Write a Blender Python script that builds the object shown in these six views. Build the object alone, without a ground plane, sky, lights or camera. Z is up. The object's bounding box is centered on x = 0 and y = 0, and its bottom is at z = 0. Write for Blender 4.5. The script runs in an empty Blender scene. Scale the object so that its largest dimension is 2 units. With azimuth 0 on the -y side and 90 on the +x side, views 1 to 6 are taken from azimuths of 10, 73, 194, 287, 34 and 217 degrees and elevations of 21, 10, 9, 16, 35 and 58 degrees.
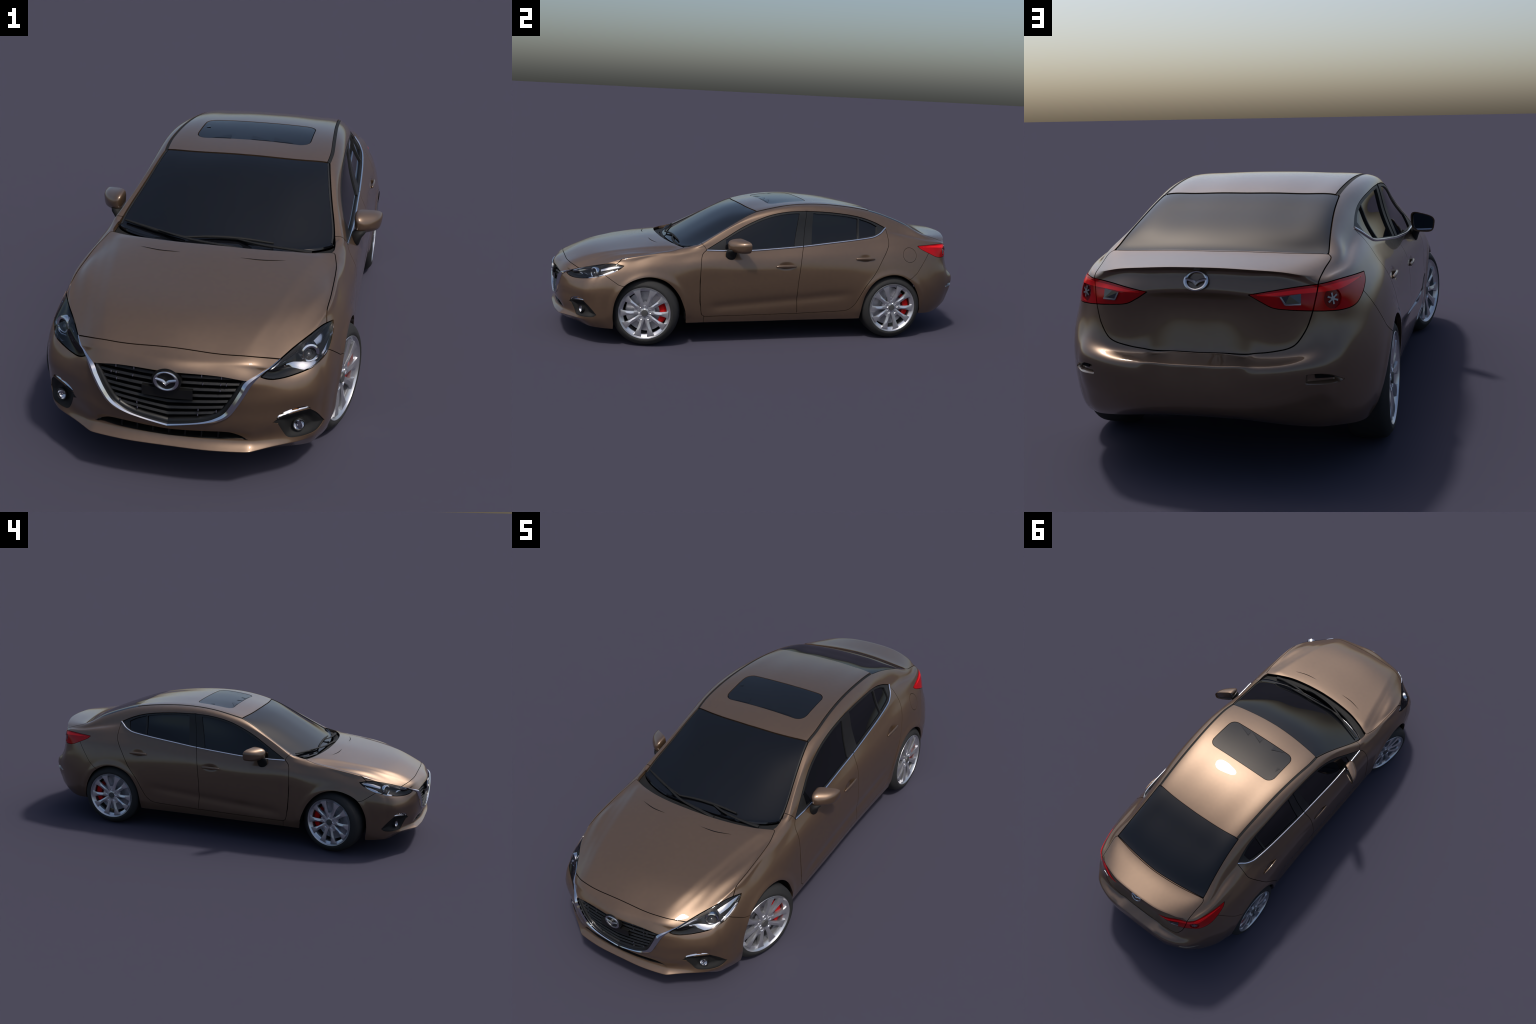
# ---------------------------------------------------------------------------
# A four-door saloon car, bronze metallic, built part by part.
# Body: one control cage (wrap-round lower body + top patch) -> subdivision
# surface that passes through the cage points -> panels cut along shut lines.
# ---------------------------------------------------------------------------
import bpy, bmesh, math, random
import numpy as np
from mathutils import Vector, Matrix
random.seed(7)
rng = np.random.default_rng(7)

# ============================ 1. BODY CAGE =================================
NROW = 10          # rows of the lower body, sill edge (0) to belt line (9)
NTOP = 7           # longitudinal lines of the top patch, belt (0) to centre (6)

def section(pts, n=NROW, fr=None):
    """Spline through a few section points, resampled to the body's rows."""
    p = np.array(pts, float)
    s = np.r_[0, np.cumsum(np.linalg.norm(np.diff(p, axis=0), axis=1))]
    s /= s[-1]
    t = np.linspace(0, 1, n) if fr is None else np.array(fr)
    out = np.zeros((n, 3))
    m = len(p)
    d = np.zeros_like(p)
    for i in range(m):
        a, b = max(i - 1, 0), min(i + 1, m - 1)
        d[i] = (p[b] - p[a]) / (s[b] - s[a])
    for k, u in enumerate(t):
        i = min(max(np.searchsorted(s, u) - 1, 0), m - 2)
        h = s[i + 1] - s[i]; w = (u - s[i]) / h
        out[k] = ((1 + 2 * w) * (1 - w) ** 2 * p[i] + w * (1 - w) ** 2 * h * d[i]
                  + w * w * (3 - 2 * w) * p[i + 1] + w * w * (w - 1) * h * d[i + 1])
    return out

def side(y, *xz):
    """Body-side section at station y: (x, z) pairs, or (x, z, dy) to lean."""
    return [(q[0], y + (q[2] if len(q) > 2 else 0.0), q[1]) for q in xz]

ROWF = [0, .10, .22, .36, .48, .60, .71, .82, .915, 1]   # where the rows sit on a side section

# --- front fascia columns, centre line outwards (rows from the lip up)
FRONT = [
    [(0, -.955, .096), (0, -.996, .118), (0, -.978, .142), (0, -.990, .175), (0, -.994, .215),
     (0, -.995, .255), (0, -.994, .290), (0, -.995, .318), (0, -.979, .339), (0, -.947, .354)],
    [(.10, -.955, .096), (.102, -.994, .118), (.10, -.975, .142), (.10, -.986, .175), (.10, -.990, .215),
     (.10, -.991, .255), (.10, -.989, .290), (.10, -.985, .313), (.102, -.969, .335), (.105, -.942, .351)],
    [(.188, -.945, .095), (.197, -.979, .118), (.196, -.959, .142), (.195, -.968, .178), (.193, -.972, .215),
     (.193, -.974, .250), (.193, -.972, .280), (.192, -.968, .304), (.192, -.952, .328), (.193, -.930, .347)],
    [(.248, -.900, .090), (.262, -.932, .118), (.262, -.922, .142), (.263, -.928, .178), (.264, -.931, .212),
     (.266, -.933, .243), (.265, -.929, .268), (.261, -.920, .290), (.256, -.908, .313), (.253, -.897, .335)],
    [(.319, -.858, .085), (.328, -.880, .117), (.327, -.882, .146), (.327, -.882, .178), (.329, -.885, .212),
     (.331, -.888, .243), (.329, -.882, .272), (.323, -.869, .300), (.312, -.845, .328), (.303, -.822, .355)],
]
FRONT_CORNER = [(.359, -.775, .079), (.368, -.793, .116), (.371, -.799, .150), (.372, -.803, .182), (.373, -.804, .214),
                (.373, -.804, .245), (.370, -.803, .275), (.364, -.798, .303), (.354, -.785, .332), (.338, -.757, .367)]

# --- body side stations, front to rear
SIDES = [
    side(-.69, (.371, .082), (.382, .138), (.387, .20), (.391, .25), (.386, .295), (.373, .338), (.352, .380)),
    side(-.59, (.366, .100), (.383, .15), (.392, .21), (.395, .26), (.391, .31), (.379, .36), (.354, .402)),
    side(-.47, (.375, .101), (.386, .148), (.391, .20), (.393, .26), (.391, .31), (.383, .36), (.357, .416, .01)),
    side(-.36, (.376, .101), (.385, .138), (.390, .19), (.391, .25), (.389, .32), (.384, .372), (.353, .430, .015)),
    side(-.19, (.374, .100), (.383, .136), (.388, .19), (.390, .25), (.388, .32), (.382, .372), (.350, .436, .03)),
    side(-.03, (.371, .099), (.381, .137), (.386, .19), (.389, .25), (.387, .32), (.380, .375), (.348, .441, .03)),
    side(.11, (.369, .099), (.380, .140), (.385, .19), (.388, .25), (.386, .325), (.376, .390), (.347, .446, .015)),
    side(.32, (.371, .099), (.382, .144), (.386, .20), (.389, .25), (.386, .33), (.374, .395), (.342, .463, .01)),
    side(.46, (.374, .101), (.385, .150), (.391, .21), (.393, .26), (.387, .335), (.370, .405), (.334, .476, .01)),
    side(.58, (.368, .112), (.384, .16), (.393, .21), (.395, .26), (.390, .33), (.370, .410), (.329, .479)),
    side(.69, (.360, .118), (.379, .165), (.389, .215), (.392, .265), (.387, .32), (.362, .408), (.324, .472)),
    side(.79, (.350, .113), (.363, .150), (.374, .205), (.376, .255), (.367, .32), (.346, .40), (.316, .460)),
]
# --- rear fascia: corner, then columns inwards to the centre line
REAR_CORNER = [(.312, .862, .120), (.321, .872, .145), (.327, .879, .185), (.331, .882, .222), (.333, .883, .276),
               (.329, .878, .322), (.322, .872, .355), (.315, .870, .395), (.307, .869, .432), (.294, .862, .4565)]
REAR = [
    [(.250, .918, .129), (.259, .935, .152), (.264, .947, .188), (.269, .956, .225), (.269, .960, .280),
     (.258, .939, .312), (.255, .924, .362), (.255, .917, .405), (.258, .908, .440), (.254, .896, .462)],
    [(.184, .942, .138), (.191, .964, .158), (.196, .980, .191), (.198, .987, .228), (.198, .987, .2775),
     (.191, .950, .3005), (.187, .942, .385), (.188, .944, .426), (.190, .923, .459), (.196, .931, .474)],
    [(.12, .953, .146), (.127, .980, .165), (.130, .994, .195), (.130, .999, .230), (.129, .9955, .277),
     (.126, .952, .297), (.125, .942, .395), (.124, .953, .431), (.127, .937, .465), (.131, .950, .4815)],
    [(.06, .957, .149), (.064, .983, .167), (.065, .996, .197), (.065, 1.0, .232), (.064, .997, .277),
     (.064, .952, .296), (.063, .938, .399), (.063, .956, .434), (.065, .942, .468), (.066, .957, .4855)],
    [(0, .958, .150), (0, .984, .168), (0, .997, .198), (0, 1.0, .233), (0, .998, .277),
     (0, .952, .296), (0, .938, .400), (0, .957, .435), (0, .944, .469), (0, .959, .4865)],
]
# --- top patch: for every side station the points from the belt line (excluded) to the centre line
# each row: bulge of the point halfway up the side glass, then line 1 (window head) ... centre line
TOP = [
    [(.342, -.707, .392), (.326, -.715, .393), (.278, -.765, .393), (.200, -.825, .388), (.100, -.850, .390), (0, -.860, .391)],   # bonnet, front
    [(.347, -.592, .412), (.331, -.595, .4135), (.297, -.625, .419), (.205, -.670, .419), (.102, -.690, .421), (0, -.698, .422)],   # bonnet, middle
    [(.340, -.450, .432), (.316, -.442, .439), (.258, -.466, .441), (.185, -.488, .445), (.095, -.500, .448), (0, -.505, .450)],   # bonnet rear edge
    [(.345, -.353, .445), (.334, -.358, .457), (.304, -.385, .446), (.205, -.428, .438), (.102, -.450, .436), (0, -.456, .436)],   # screen base
    [(.328, -.172, .488), (.303, -.185, .536), (.279, -.195, .546), (.190, -.238, .546), (.095, -.258, .545), (0, -.264, .545)],   # screen middle
    [(.322, -.015, .515), (.300, -.025, .583), (.262, -.076, .600), (.178, -.095, .604), (.090, -.104, .608), (0, -.107, .610)],   # screen top
    [(.3165, .125, .530), (.296, .125, .606), (.257, .105, .633), (.178, .105, .638), (.090, .105, .641), (0, .105, .642)],        # roof
    [(.307, .328, .532), (.290, .325, .596), (.247, .320, .630), (.170, .320, .637), (.085, .320, .641), (0, .320, .642)],        # roof rear
    [(.304, .467, .524), (.282, .465, .569), (.239, .490, .605), (.160, .508, .609), (.080, .512, .611), (0, .513, .611)],        # rear screen top
    [(.308, .575, .505), (.286, .570, .531), (.243, .600, .573), (.162, .615, .577), (.080, .620, .578), (0, .621, .578)],
    [(.306, .688, .487), (.286, .685, .500), (.252, .700, .534), (.168, .715, .541), (.085, .720, .543), (0, .722, .543)],
    [(.304, .790, .469), (.290, .790, .478), (.262, .786, .495), (.170, .801, .499), (.085, .812, .502), (0, .816, .503)],        # rear screen base
]

def between(a, b, c, d):
    """Column halfway between b and c on a smooth curve through four columns."""
    return (-np.array(a) + 9 * np.array(b) + 9 * np.array(c) - np.array(d)) / 16

def build_cage():
    """Return vertices, quads and creases of the right-hand-to-left-hand closed cage (both halves)."""
    sides = [section(s, fr=ROWF) for s in SIDES]
    wrap = [np.array(c) for c in FRONT] + [between(FRONT[3], FRONT[4], FRONT_CORNER, sides[0]), np.array(FRONT_CORNER)]
    wrap += sides
    wrap += [np.array(REAR_CORNER), between(sides[-1], REAR_CORNER, REAR[0], REAR[1])] + [np.array(c) for c in REAR]
    nf = len(FRONT) + 1; ns = len(SIDES); nc = len(wrap)
    verts, key = [], {}
    def vid(p):
        k = tuple(np.round(p, 5))
        if k not in key:
            key[k] = len(verts); verts.append(np.array(p, float))
        return key[k]
    W = [[vid(p) for p in col] for col in wrap]
    T = []                                     # T[station][line]
    T.append([W[nf - k][9] for k in range(NTOP)])
    for j in range(ns):
        T.append([W[nf + 1 + j][9]] + [vid(p) for p in TOP[j]])
    T.append([W[nf + 1 + ns + k][9] for k in range(NTOP)])
    quads, crease = [], {}
    for c in range(nc - 1):
        for r in range(NROW - 1):
            quads.append((W[c][r], W[c + 1][r], W[c + 1][r + 1], W[c][r + 1]))
    for j in range(len(T) - 1):
        for k in range(NTOP - 1):
            quads.append((T[j][k], T[j + 1][k], T[j + 1][k + 1], T[j][k + 1]))
    def cr(ids, v):
        for a, b in zip(ids, ids[1:]):
            crease[(a, b)] = v
    cr([W[c][9] for c in range(nf + 4, nf + 11)], .55)                 # belt line
    cr([W[c][9] for c in range(nf + 1, nf + 5)], .35)                  # fender crest
    cr([W[c][9] for c in range(nf + ns + 3, nc)], .85)                 # spoiler edge
    cr([W[c][4] for c in range(nf + ns + 5, nc)], .6)
    cr([W[c][4] for c in range(nf + ns + 3, nf + ns + 6)], .15)                 # rear bumper shelf, outer
    cr([W[c][5] for c in range(nf + ns + 5, nc)], .6)
    cr([W[c][5] for c in range(nf + ns + 3, nf + ns + 6)], .25)                 # rear bumper shelf, inner
    cr([W[c][1] for c in range(0, nf - 1)], .8)
    cr(W[2][:4], .5)                           # front lip
    cr(T[4][1:], .45)                                                  # screen base
    cr(T[12][3:], .35)                                                 # rear screen base
    # mirror
    V = np.array(verts); n = len(V)
    mir = {}
    allv = list(V)
    for i in range(n):
        if abs(V[i, 0]) < 1e-6: mir[i] = i
        else:
            mir[i] = len(allv); allv.append(V[i] * [-1, 1, 1])
    Q = quads + [tuple(mir[i] for i in reversed(q)) for q in quads]
    C = dict(crease)
    for (a, b), v in crease.items(): C[(mir[a], mir[b])] = v
    return np.array(allv), Q, C

def subdivided(V, Q, C, level, limit=True):
    me = bpy.data.meshes.new("tmp")
    me.from_pydata([tuple(v) for v in V], [], Q)
    if C:
        at = me.attributes.new("crease_edge", 'FLOAT', 'EDGE')
        for e in me.edges:
            a, b = e.vertices
            at.data[e.index].value = C.get((a, b), C.get((b, a), 0.0))
    ob = bpy.data.objects.new("tmp", me)
    bpy.context.scene.collection.objects.link(ob)
    md = ob.modifiers.new("s", 'SUBSURF')
    md.levels = md.render_levels = level
    md.use_limit_surface = limit; md.quality = 5
    dg = bpy.context.evaluated_depsgraph_get()
    ev = ob.evaluated_get(dg)
    m2 = ev.to_mesh()
    co = np.empty(len(m2.vertices) * 3); m2.vertices.foreach_get("co", co); co = co.reshape(-1, 3)
    nv = np.empty(len(m2.loops), int); m2.loops.foreach_get("vertex_index", nv)
    F = nv.reshape(-1, 4)
    ev.to_mesh_clear()
    bpy.data.objects.remove(ob); bpy.data.meshes.remove(me)
    return co, F

def smooth_body(level):
    """Subdivision surface whose limit passes through the cage points."""
    V, Q, C = build_cage()
    goal = V.copy(); cur = V.copy(); n = len(V)
    for it in range(14):
        co, _ = subdivided(cur, Q, C, 1)
        cur += .9 * (goal - co[:n])
        cur[np.abs(goal[:, 0]) < 1e-6, 0] = 0
    return subdivided(cur, Q, C, level)

def vertex_normals(co, F):
    n = np.zeros_like(co)
    a = co[F[:, 2]] - co[F[:, 0]]; b = co[F[:, 3]] - co[F[:, 1]]
    fn = np.cross(a, b)
    for k in range(4): np.add.at(n, F[:, k], fn)
    return n / np.maximum(np.linalg.norm(n, axis=1, keepdims=True), 1e-12)

# ============================ 2. MATERIALS =================================
def material(name, color, rough=.5, metal=0., coat=0., coat_rough=.03, spec=.5, ior=None):
    m = bpy.data.materials.new(name); m.use_nodes = True
    b = m.node_tree.nodes["Principled BSDF"]
    b.inputs["Base Color"].default_value = (*color, 1)
    b.inputs["Roughness"].default_value = rough
    b.inputs["Metallic"].default_value = metal
    b.inputs["Coat Weight"].default_value = coat
    b.inputs["Coat Roughness"].default_value = coat_rough
    b.inputs["Specular IOR Level"].default_value = spec
    if ior: b.inputs["IOR"].default_value = ior
    return m

def add_grain(m, scale, amount, bump=0., rough=None):
    """Fine procedural variation of the base colour (and a little bump) on object coordinates."""
    nt = m.node_tree; b = nt.nodes["Principled BSDF"]
    tc = nt.nodes.new("ShaderNodeTexCoord")
    nz = nt.nodes.new("ShaderNodeTexNoise"); nz.inputs["Scale"].default_value = scale
    nz.inputs["Detail"].default_value = 4
    nt.links.new(tc.outputs["Object"], nz.inputs["Vector"])
    col = tuple(b.inputs["Base Color"].default_value)
    rmp = nt.nodes.new("ShaderNodeValToRGB")
    rmp.color_ramp.elements[0].position = .3; rmp.color_ramp.elements[1].position = .7
    rmp.color_ramp.elements[0].color = (*[c * (1 - amount) for c in col[:3]], 1)
    rmp.color_ramp.elements[1].color = (*[min(1, c * (1 + amount)) for c in col[:3]], 1)
    nt.links.new(nz.outputs["Fac"], rmp.inputs["Fac"])
    nt.links.new(rmp.outputs["Color"], b.inputs["Base Color"])
    if bump:
        bp = nt.nodes.new("ShaderNodeBump"); bp.inputs["Strength"].default_value = bump
        bp.inputs["Distance"].default_value = .001
        nt.links.new(nz.outputs["Fac"], bp.inputs["Height"])
        nt.links.new(bp.outputs["Normal"], b.inputs["Normal"])
    return m

PAINT = add_grain(material("bronze_metallic_paint", (.134, .083, .0495), rough=.40, metal=.6, coat=1., coat_rough=.012), 60, .03)
GLASS = add_grain(material("tinted_glass", (.004, .0045, .006), rough=.03, spec=.40), 3, .1)
SUNROOF = add_grain(material("sunroof_glass", (.006, .007, .009), rough=.04, spec=.45), 3, .1)
TRIM = add_grain(material("black_plastic_trim", (.011, .011, .011), rough=.45, spec=.35), 400, .15, .05)
MATT = add_grain(material("matt_black_rubber", (.010, .010, .010), rough=.65, spec=.2), 300, .15)
DARK = add_grain(material("underside_black", (.005, .005, .006), rough=.9, spec=.1), 60, .2)
GRILLE = add_grain(material("grille_black", (.0045, .0045, .0045), rough=.4, spec=.35), 400, .15)
CHROME = add_grain(material("chrome", (.62, .63, .66), rough=.08, metal=1.), 30, .03)
CHROMETRIM = add_grain(material("bright_trim", (.74, .75, .80), rough=.22, metal=1.), 60, .03)
SATIN = add_grain(material("satin_silver", (.52, .53, .56), rough=.25, metal=1.), 60, .04)
ALLOY = add_grain(material("alloy_silver", (.58, .585, .61), rough=.28, metal=.84), 200, .04)
STEEL = add_grain(material("brake_disc_steel", (.42, .42, .45), rough=.42, metal=.8), 80, .08)
RUBBER = add_grain(material("tyre_rubber", (.020, .020, .020), rough=.75, spec=.3), 250, .15, .08)
CALIPER = add_grain(material("caliper_red", (.40, .002, .003), rough=.45, spec=.15), 60, .05)
CAPGREY = add_grain(material("hub_cap_grey", (.055, .055, .055), rough=.5), 100, .08)
REDLENS = add_grain(material("tail_lamp_red", (.34, .001, .002), rough=.05, spec=.28), 20, .12)
REDBAND = add_grain(material("tail_lamp_light_bar", (.80, .008, .010), rough=.08, spec=.28), 20, .08)
REDDARK = add_grain(material("tail_lamp_bowl", (.16, .001, .002), rough=.1, spec=.35), 20, .12)
AMBER = add_grain(material("indicator_amber", (.40, .13, .008), rough=.25), 30, .08)
MIRROR = add_grain(material("mirror_glass", (.30, .34, .40), rough=.03, metal=1.), 5, .03)
LAMPDARK = add_grain(material("lamp_housing_black", (.010, .010, .011), rough=.3), 80, .1)
STARGREY = add_grain(material("lamp_reflector_grey", (.30, .30, .33), rough=.3, metal=.9), 40, .08)
EYE = add_grain(material("projector_lens", (.02, .022, .026), rough=.04, spec=.8), 10, .1)

def clear_lens():
    m = bpy.data.materials.new("lamp_lens_clear"); m.use_nodes = True
    nt = m.node_tree; nt.nodes.clear()
    out = nt.nodes.new("ShaderNodeOutputMaterial")
    mix = nt.nodes.new("ShaderNodeMixShader"); fr = nt.nodes.new("ShaderNodeFresnel"); fr.inputs["IOR"].default_value = 1.45
    tr = nt.nodes.new("ShaderNodeBsdfTransparent"); tr.inputs["Color"].default_value = (.93, .94, .95, 1)
    gl = nt.nodes.new("ShaderNodeBsdfGlossy"); gl.inputs["Roughness"].default_value = .02
    nt.links.new(fr.outputs[0], mix.inputs[0]); nt.links.new(tr.outputs[0], mix.inputs[1])
    nt.links.new(gl.outputs[0], mix.inputs[2]); nt.links.new(mix.outputs[0], out.inputs[0])
    return m
LENS = clear_lens()

# ============================ 3. HELPERS ===================================
SCENE = bpy.context.scene
def empty(name, loc=(0, 0, 0), parent=None):
    o = bpy.data.objects.new(name, None); o.empty_display_size = .1
    SCENE.collection.objects.link(o); o.location = loc; o.parent = parent
    return o

CAR = empty("car")
CAR["label"] = "bronze brown metallic four-door saloon car with silver alloy wheels"
CAR["category"] = "car"

def add(name, verts, faces, mat, parent=CAR, smooth=True, angle=None, normals=None, kind=None):
    me = bpy.data.meshes.new(name)
    me.from_pydata([tuple(map(float, v)) for v in verts], [], [tuple(int(i) for i in f) for f in faces])
    me.materials.append(mat)
    if smooth: me.polygons.foreach_set("use_smooth", [True] * len(me.polygons))
    if normals is not None:
        me.normals_split_custom_set(normals)
    elif smooth and angle is not None:
        me.set_sharp_from_angle(angle=math.radians(angle))
    o = bpy.data.objects.new(name, me); SCENE.collection.objects.link(o); o.parent = parent
    if kind: o["kind"] = kind
    return o

def mirrored(o, name=None, parent=None):
    """A copy of o on the other side of the car."""
    me = o.data.copy(); me.name = o.data.name
    has = me.has_custom_normals
    if has:
        nn = [Vector((-c.vector[0], c.vector[1], c.vector[2])) for c in me.corner_normals]
    bm = bmesh.new()
    co = np.empty(len(me.vertices) * 3); me.vertices.foreach_get("co", co); co = co.reshape(-1, 3) * [-1, 1, 1]
    polys = [tuple(reversed(p.vertices)) for p in me.polygons]
    loops = None
    if has:
        loops = []
        for p in me.polygons:
            loops += [nn[i] for i in reversed(range(p.loop_start, p.loop_start + p.loop_total))]
    bm.free()
    sm = [p.use_smooth for p in me.polygons]
    m2 = bpy.data.meshes.new(o.data.name)
    m2.from_pydata(co.tolist(), [], polys)
    for m in o.data.materials: m2.materials.append(m)
    m2.polygons.foreach_set("use_smooth", sm)
    m2.polygons.foreach_set("material_index", [p.material_index for p in me.polygons])
    if has: m2.normals_split_custom_set(loops)
    elif any(sm): m2.set_sharp_from_angle(angle=math.radians(35))
    bpy.data.meshes.remove(me)
    o2 = bpy.data.objects.new(name or o.name.split(".")[0], m2); SCENE.collection.objects.link(o2)
    o2.parent = parent or o.parent
    for k in o.keys(): o2[k] = o[k]
    return o2

def spline(pts, n=8, closed=False):
    """Smooth (Catmull-Rom) polyline through control points, any dimension."""
    p = np.array(pts, float); m = len(p); out = []
    rng_ = range(m if closed else m - 1)
    for i in rng_:
        if closed: a, b, c, d = p[i - 1], p[i], p[(i + 1) % m], p[(i + 2) % m]
        else:
            b, c = p[i], p[i + 1]
            a = p[i - 1] if i > 0 else 2 * b - c
            d = p[i + 2] if i + 2 < m else 2 * c - b
        for k in range(n):
            t = k / n
            out.append(.5 * (2 * b + (c - a) * t + (2 * a - 5 * b + 4 * c - d) * t * t + (3 * b - a - 3 * c + d) * t ** 3))
    if not closed: out.append(p[-1])
    return np.array(out)

def path(*segments):
    """Closed outline from consecutive open curves; each segment is smoothed by itself."""
    pts = []
    for s in segments:
        q = spline(s, 8) if len(s) > 2 else np.array(s, float)
        if pts and np.linalg.norm(pts[-1] - q[0]) < 1e-9: q = q[1:]
        pts += list(q)
    if np.linalg.norm(pts[0] - pts[-1]) < 1e-9: pts.pop()
    return np.array(pts)

def poly_sdf(q, poly):
    """Signed distance of 2-D points to a closed polygon, negative inside."""
    out = np.full(len(q), 1.0)
    lo, hi = poly.min(0) - .04, poly.max(0) + .04
    near = np.where(((q > lo) & (q < hi)).all(1))[0]
    if len(near) == 0: return out
    p = q[near]; best = np.full(len(near), 9.); ins = np.zeros(len(near), bool)
    for a, b in zip(poly, np.roll(poly, -1, 0)):
        e = b - a; L = e @ e
        if L < 1e-14: continue
        t = np.clip(((p - a) @ e) / L, 0, 1)
        best = np.minimum(best, np.linalg.norm(p - a - t[:, None] * e, axis=1))
        cond = (a[1] > p[:, 1]) != (b[1] > p[:, 1])
        if a[1] != b[1]:
            xi = a[0] + (p[:, 1] - a[1]) / (b[1] - a[1]) * e[0]
            ins ^= cond & (p[:, 0] < xi)
    out[near] = np.where(ins, -best, best)
    return out

def line_distance(q, pts):
    """Unsigned distance of 2-D points to an open polyline."""
    best = np.full(len(q), 9.)
    for a, b in zip(pts[:-1], pts[1:]):
        e = b - a; t = np.clip(((q - a) @ e) / max(e @ e, 1e-14), 0, 1)
        best = np.minimum(best, np.linalg.norm(q - a - t[:, None] * e, axis=1))
    return best

def unit(v):
    v = np.array(v, float); return v / np.linalg.norm(v)

def frame(d):
    """Two axes spanning the plane that is seen when looking along -d."""
    d = unit(d); e1 = unit(np.cross([0, 0, 1], d)); e2 = np.cross(d, e1)
    return np.array([e1, e2])
SIDE = np.array([[0, 1, 0], [0, 0, 1.]])
PLAN = np.array([[1, 0, 0], [0, 1, 0.]])
FACE = np.array([[1, 0, 0], [0, 0, 1.]])

# ============================ 4. CUTTABLE SHELL ============================
class Shell:
    """Half body (x >= 0) whose polygons can be split along outlines."""
    MAXN = 10
    def __init__(self, co, nrm, quads):
        self.P = co; self.N = nrm
        self.F = np.concatenate([quads, np.repeat(quads[:, 3:4], self.MAXN - 4, 1)], 1)
        self.n = np.full(len(quads), 4)
        self.lab = np.array(["body"] * len(quads), dtype=object)
    def centres(self):
        return (self.P[self.F].sum(1) - self.P[self.F[:, -1]] * (self.MAXN - self.n)[:, None]) / self.n[:, None]
    def cnormals(self):
        return self.N[self.F[:, 0]]
    def cut(self, f, sel):
        f = np.where(np.abs(f) < 3e-5, 3e-5, f)
        s = f[self.F] > 0
        mixed = np.where(sel & s.any(1) & ~s.all(1))[0]
        newP, newN, cache = [], [], {}
        base = len(self.P)
        addF, addn, addl = [], [], []
        keep = np.ones(len(self.F), bool)
        P, N = self.P, self.N
        for i in mixed:
            ids = self.F[i, :self.n[i]].tolist()
            sg = [f[v] > 0 for v in ids]; m = len(ids)
            if sum(sg[k] != sg[k - 1] for k in range(m)) != 2: continue
            pos, neg = [], []
            for k in range(m):
                a, b = ids[k], ids[(k + 1) % m]
                (pos if sg[k] else neg).append(a)
                if sg[k] != sg[(k + 1) % m]:
                    key = (a, b) if a < b else (b, a)
                    v = cache.get(key)
                    if v is None:
                        u, w = key; t = f[u] / (f[u] - f[w])
                        newP.append(P[u] + (P[w] - P[u]) * t)
                        nn = N[u] + (N[w] - N[u]) * t; newN.append(nn / np.linalg.norm(nn))
                        v = base + len(newP) - 1; cache[key] = v
                    pos.append(v); neg.append(v)
            keep[i] = False
            for poly in (pos, neg):
                if len(poly) > self.MAXN:
                    parts = [poly[:self.MAXN], [poly[0]] + poly[self.MAXN - 1:]]
                else: parts = [poly]
                for q in parts:
                    if len(q) < 3: continue
                    addF.append(q + [q[-1]] * (self.MAXN - len(q))); addn.append(len(q)); addl.append(self.lab[i])
        if newP:
            # neighbours that were not selected keep straight edges; only labels inside sel matter
            self.P = np.concatenate([P, newP]); self.N = np.concatenate([N, newN])
            self.F = np.concatenate([self.F[keep], np.array(addF)]); self.n = np.concatenate([self.n[keep], addn])
            self.lab = np.concatenate([self.lab[keep], np.array(addl, dtype=object)])
    def region(self, name, axes, poly, on=("body",), where=None, gap=0., inner_gap=None):
        """Cut the outline into the shell; faces inside take the label, a strip of width gap is removed."""
        g = gap / 2
        levels = [0.] if gap == 0 else [-g, g]
        for lv in levels:
            sel = np.isin(self.lab, on)
            if where is not None: sel &= where(self.centres(), self.cnormals())
            d = poly_sdf(self.P @ axes.T, poly)
            self.cut(d - lv, sel)
        sel = np.isin(self.lab, on)
        c = self.centres()
        if where is not None: sel &= where(c, self.cnormals())
        d = poly_sdf(c @ axes.T, poly)
        if name: self.lab[sel & (d < -g)] = name
        if gap: self.lab[sel & (np.abs(d) <= g)] = "gap"
    def faces(self, labels):
        return np.where(np.isin(self.lab, labels))[0]

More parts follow.
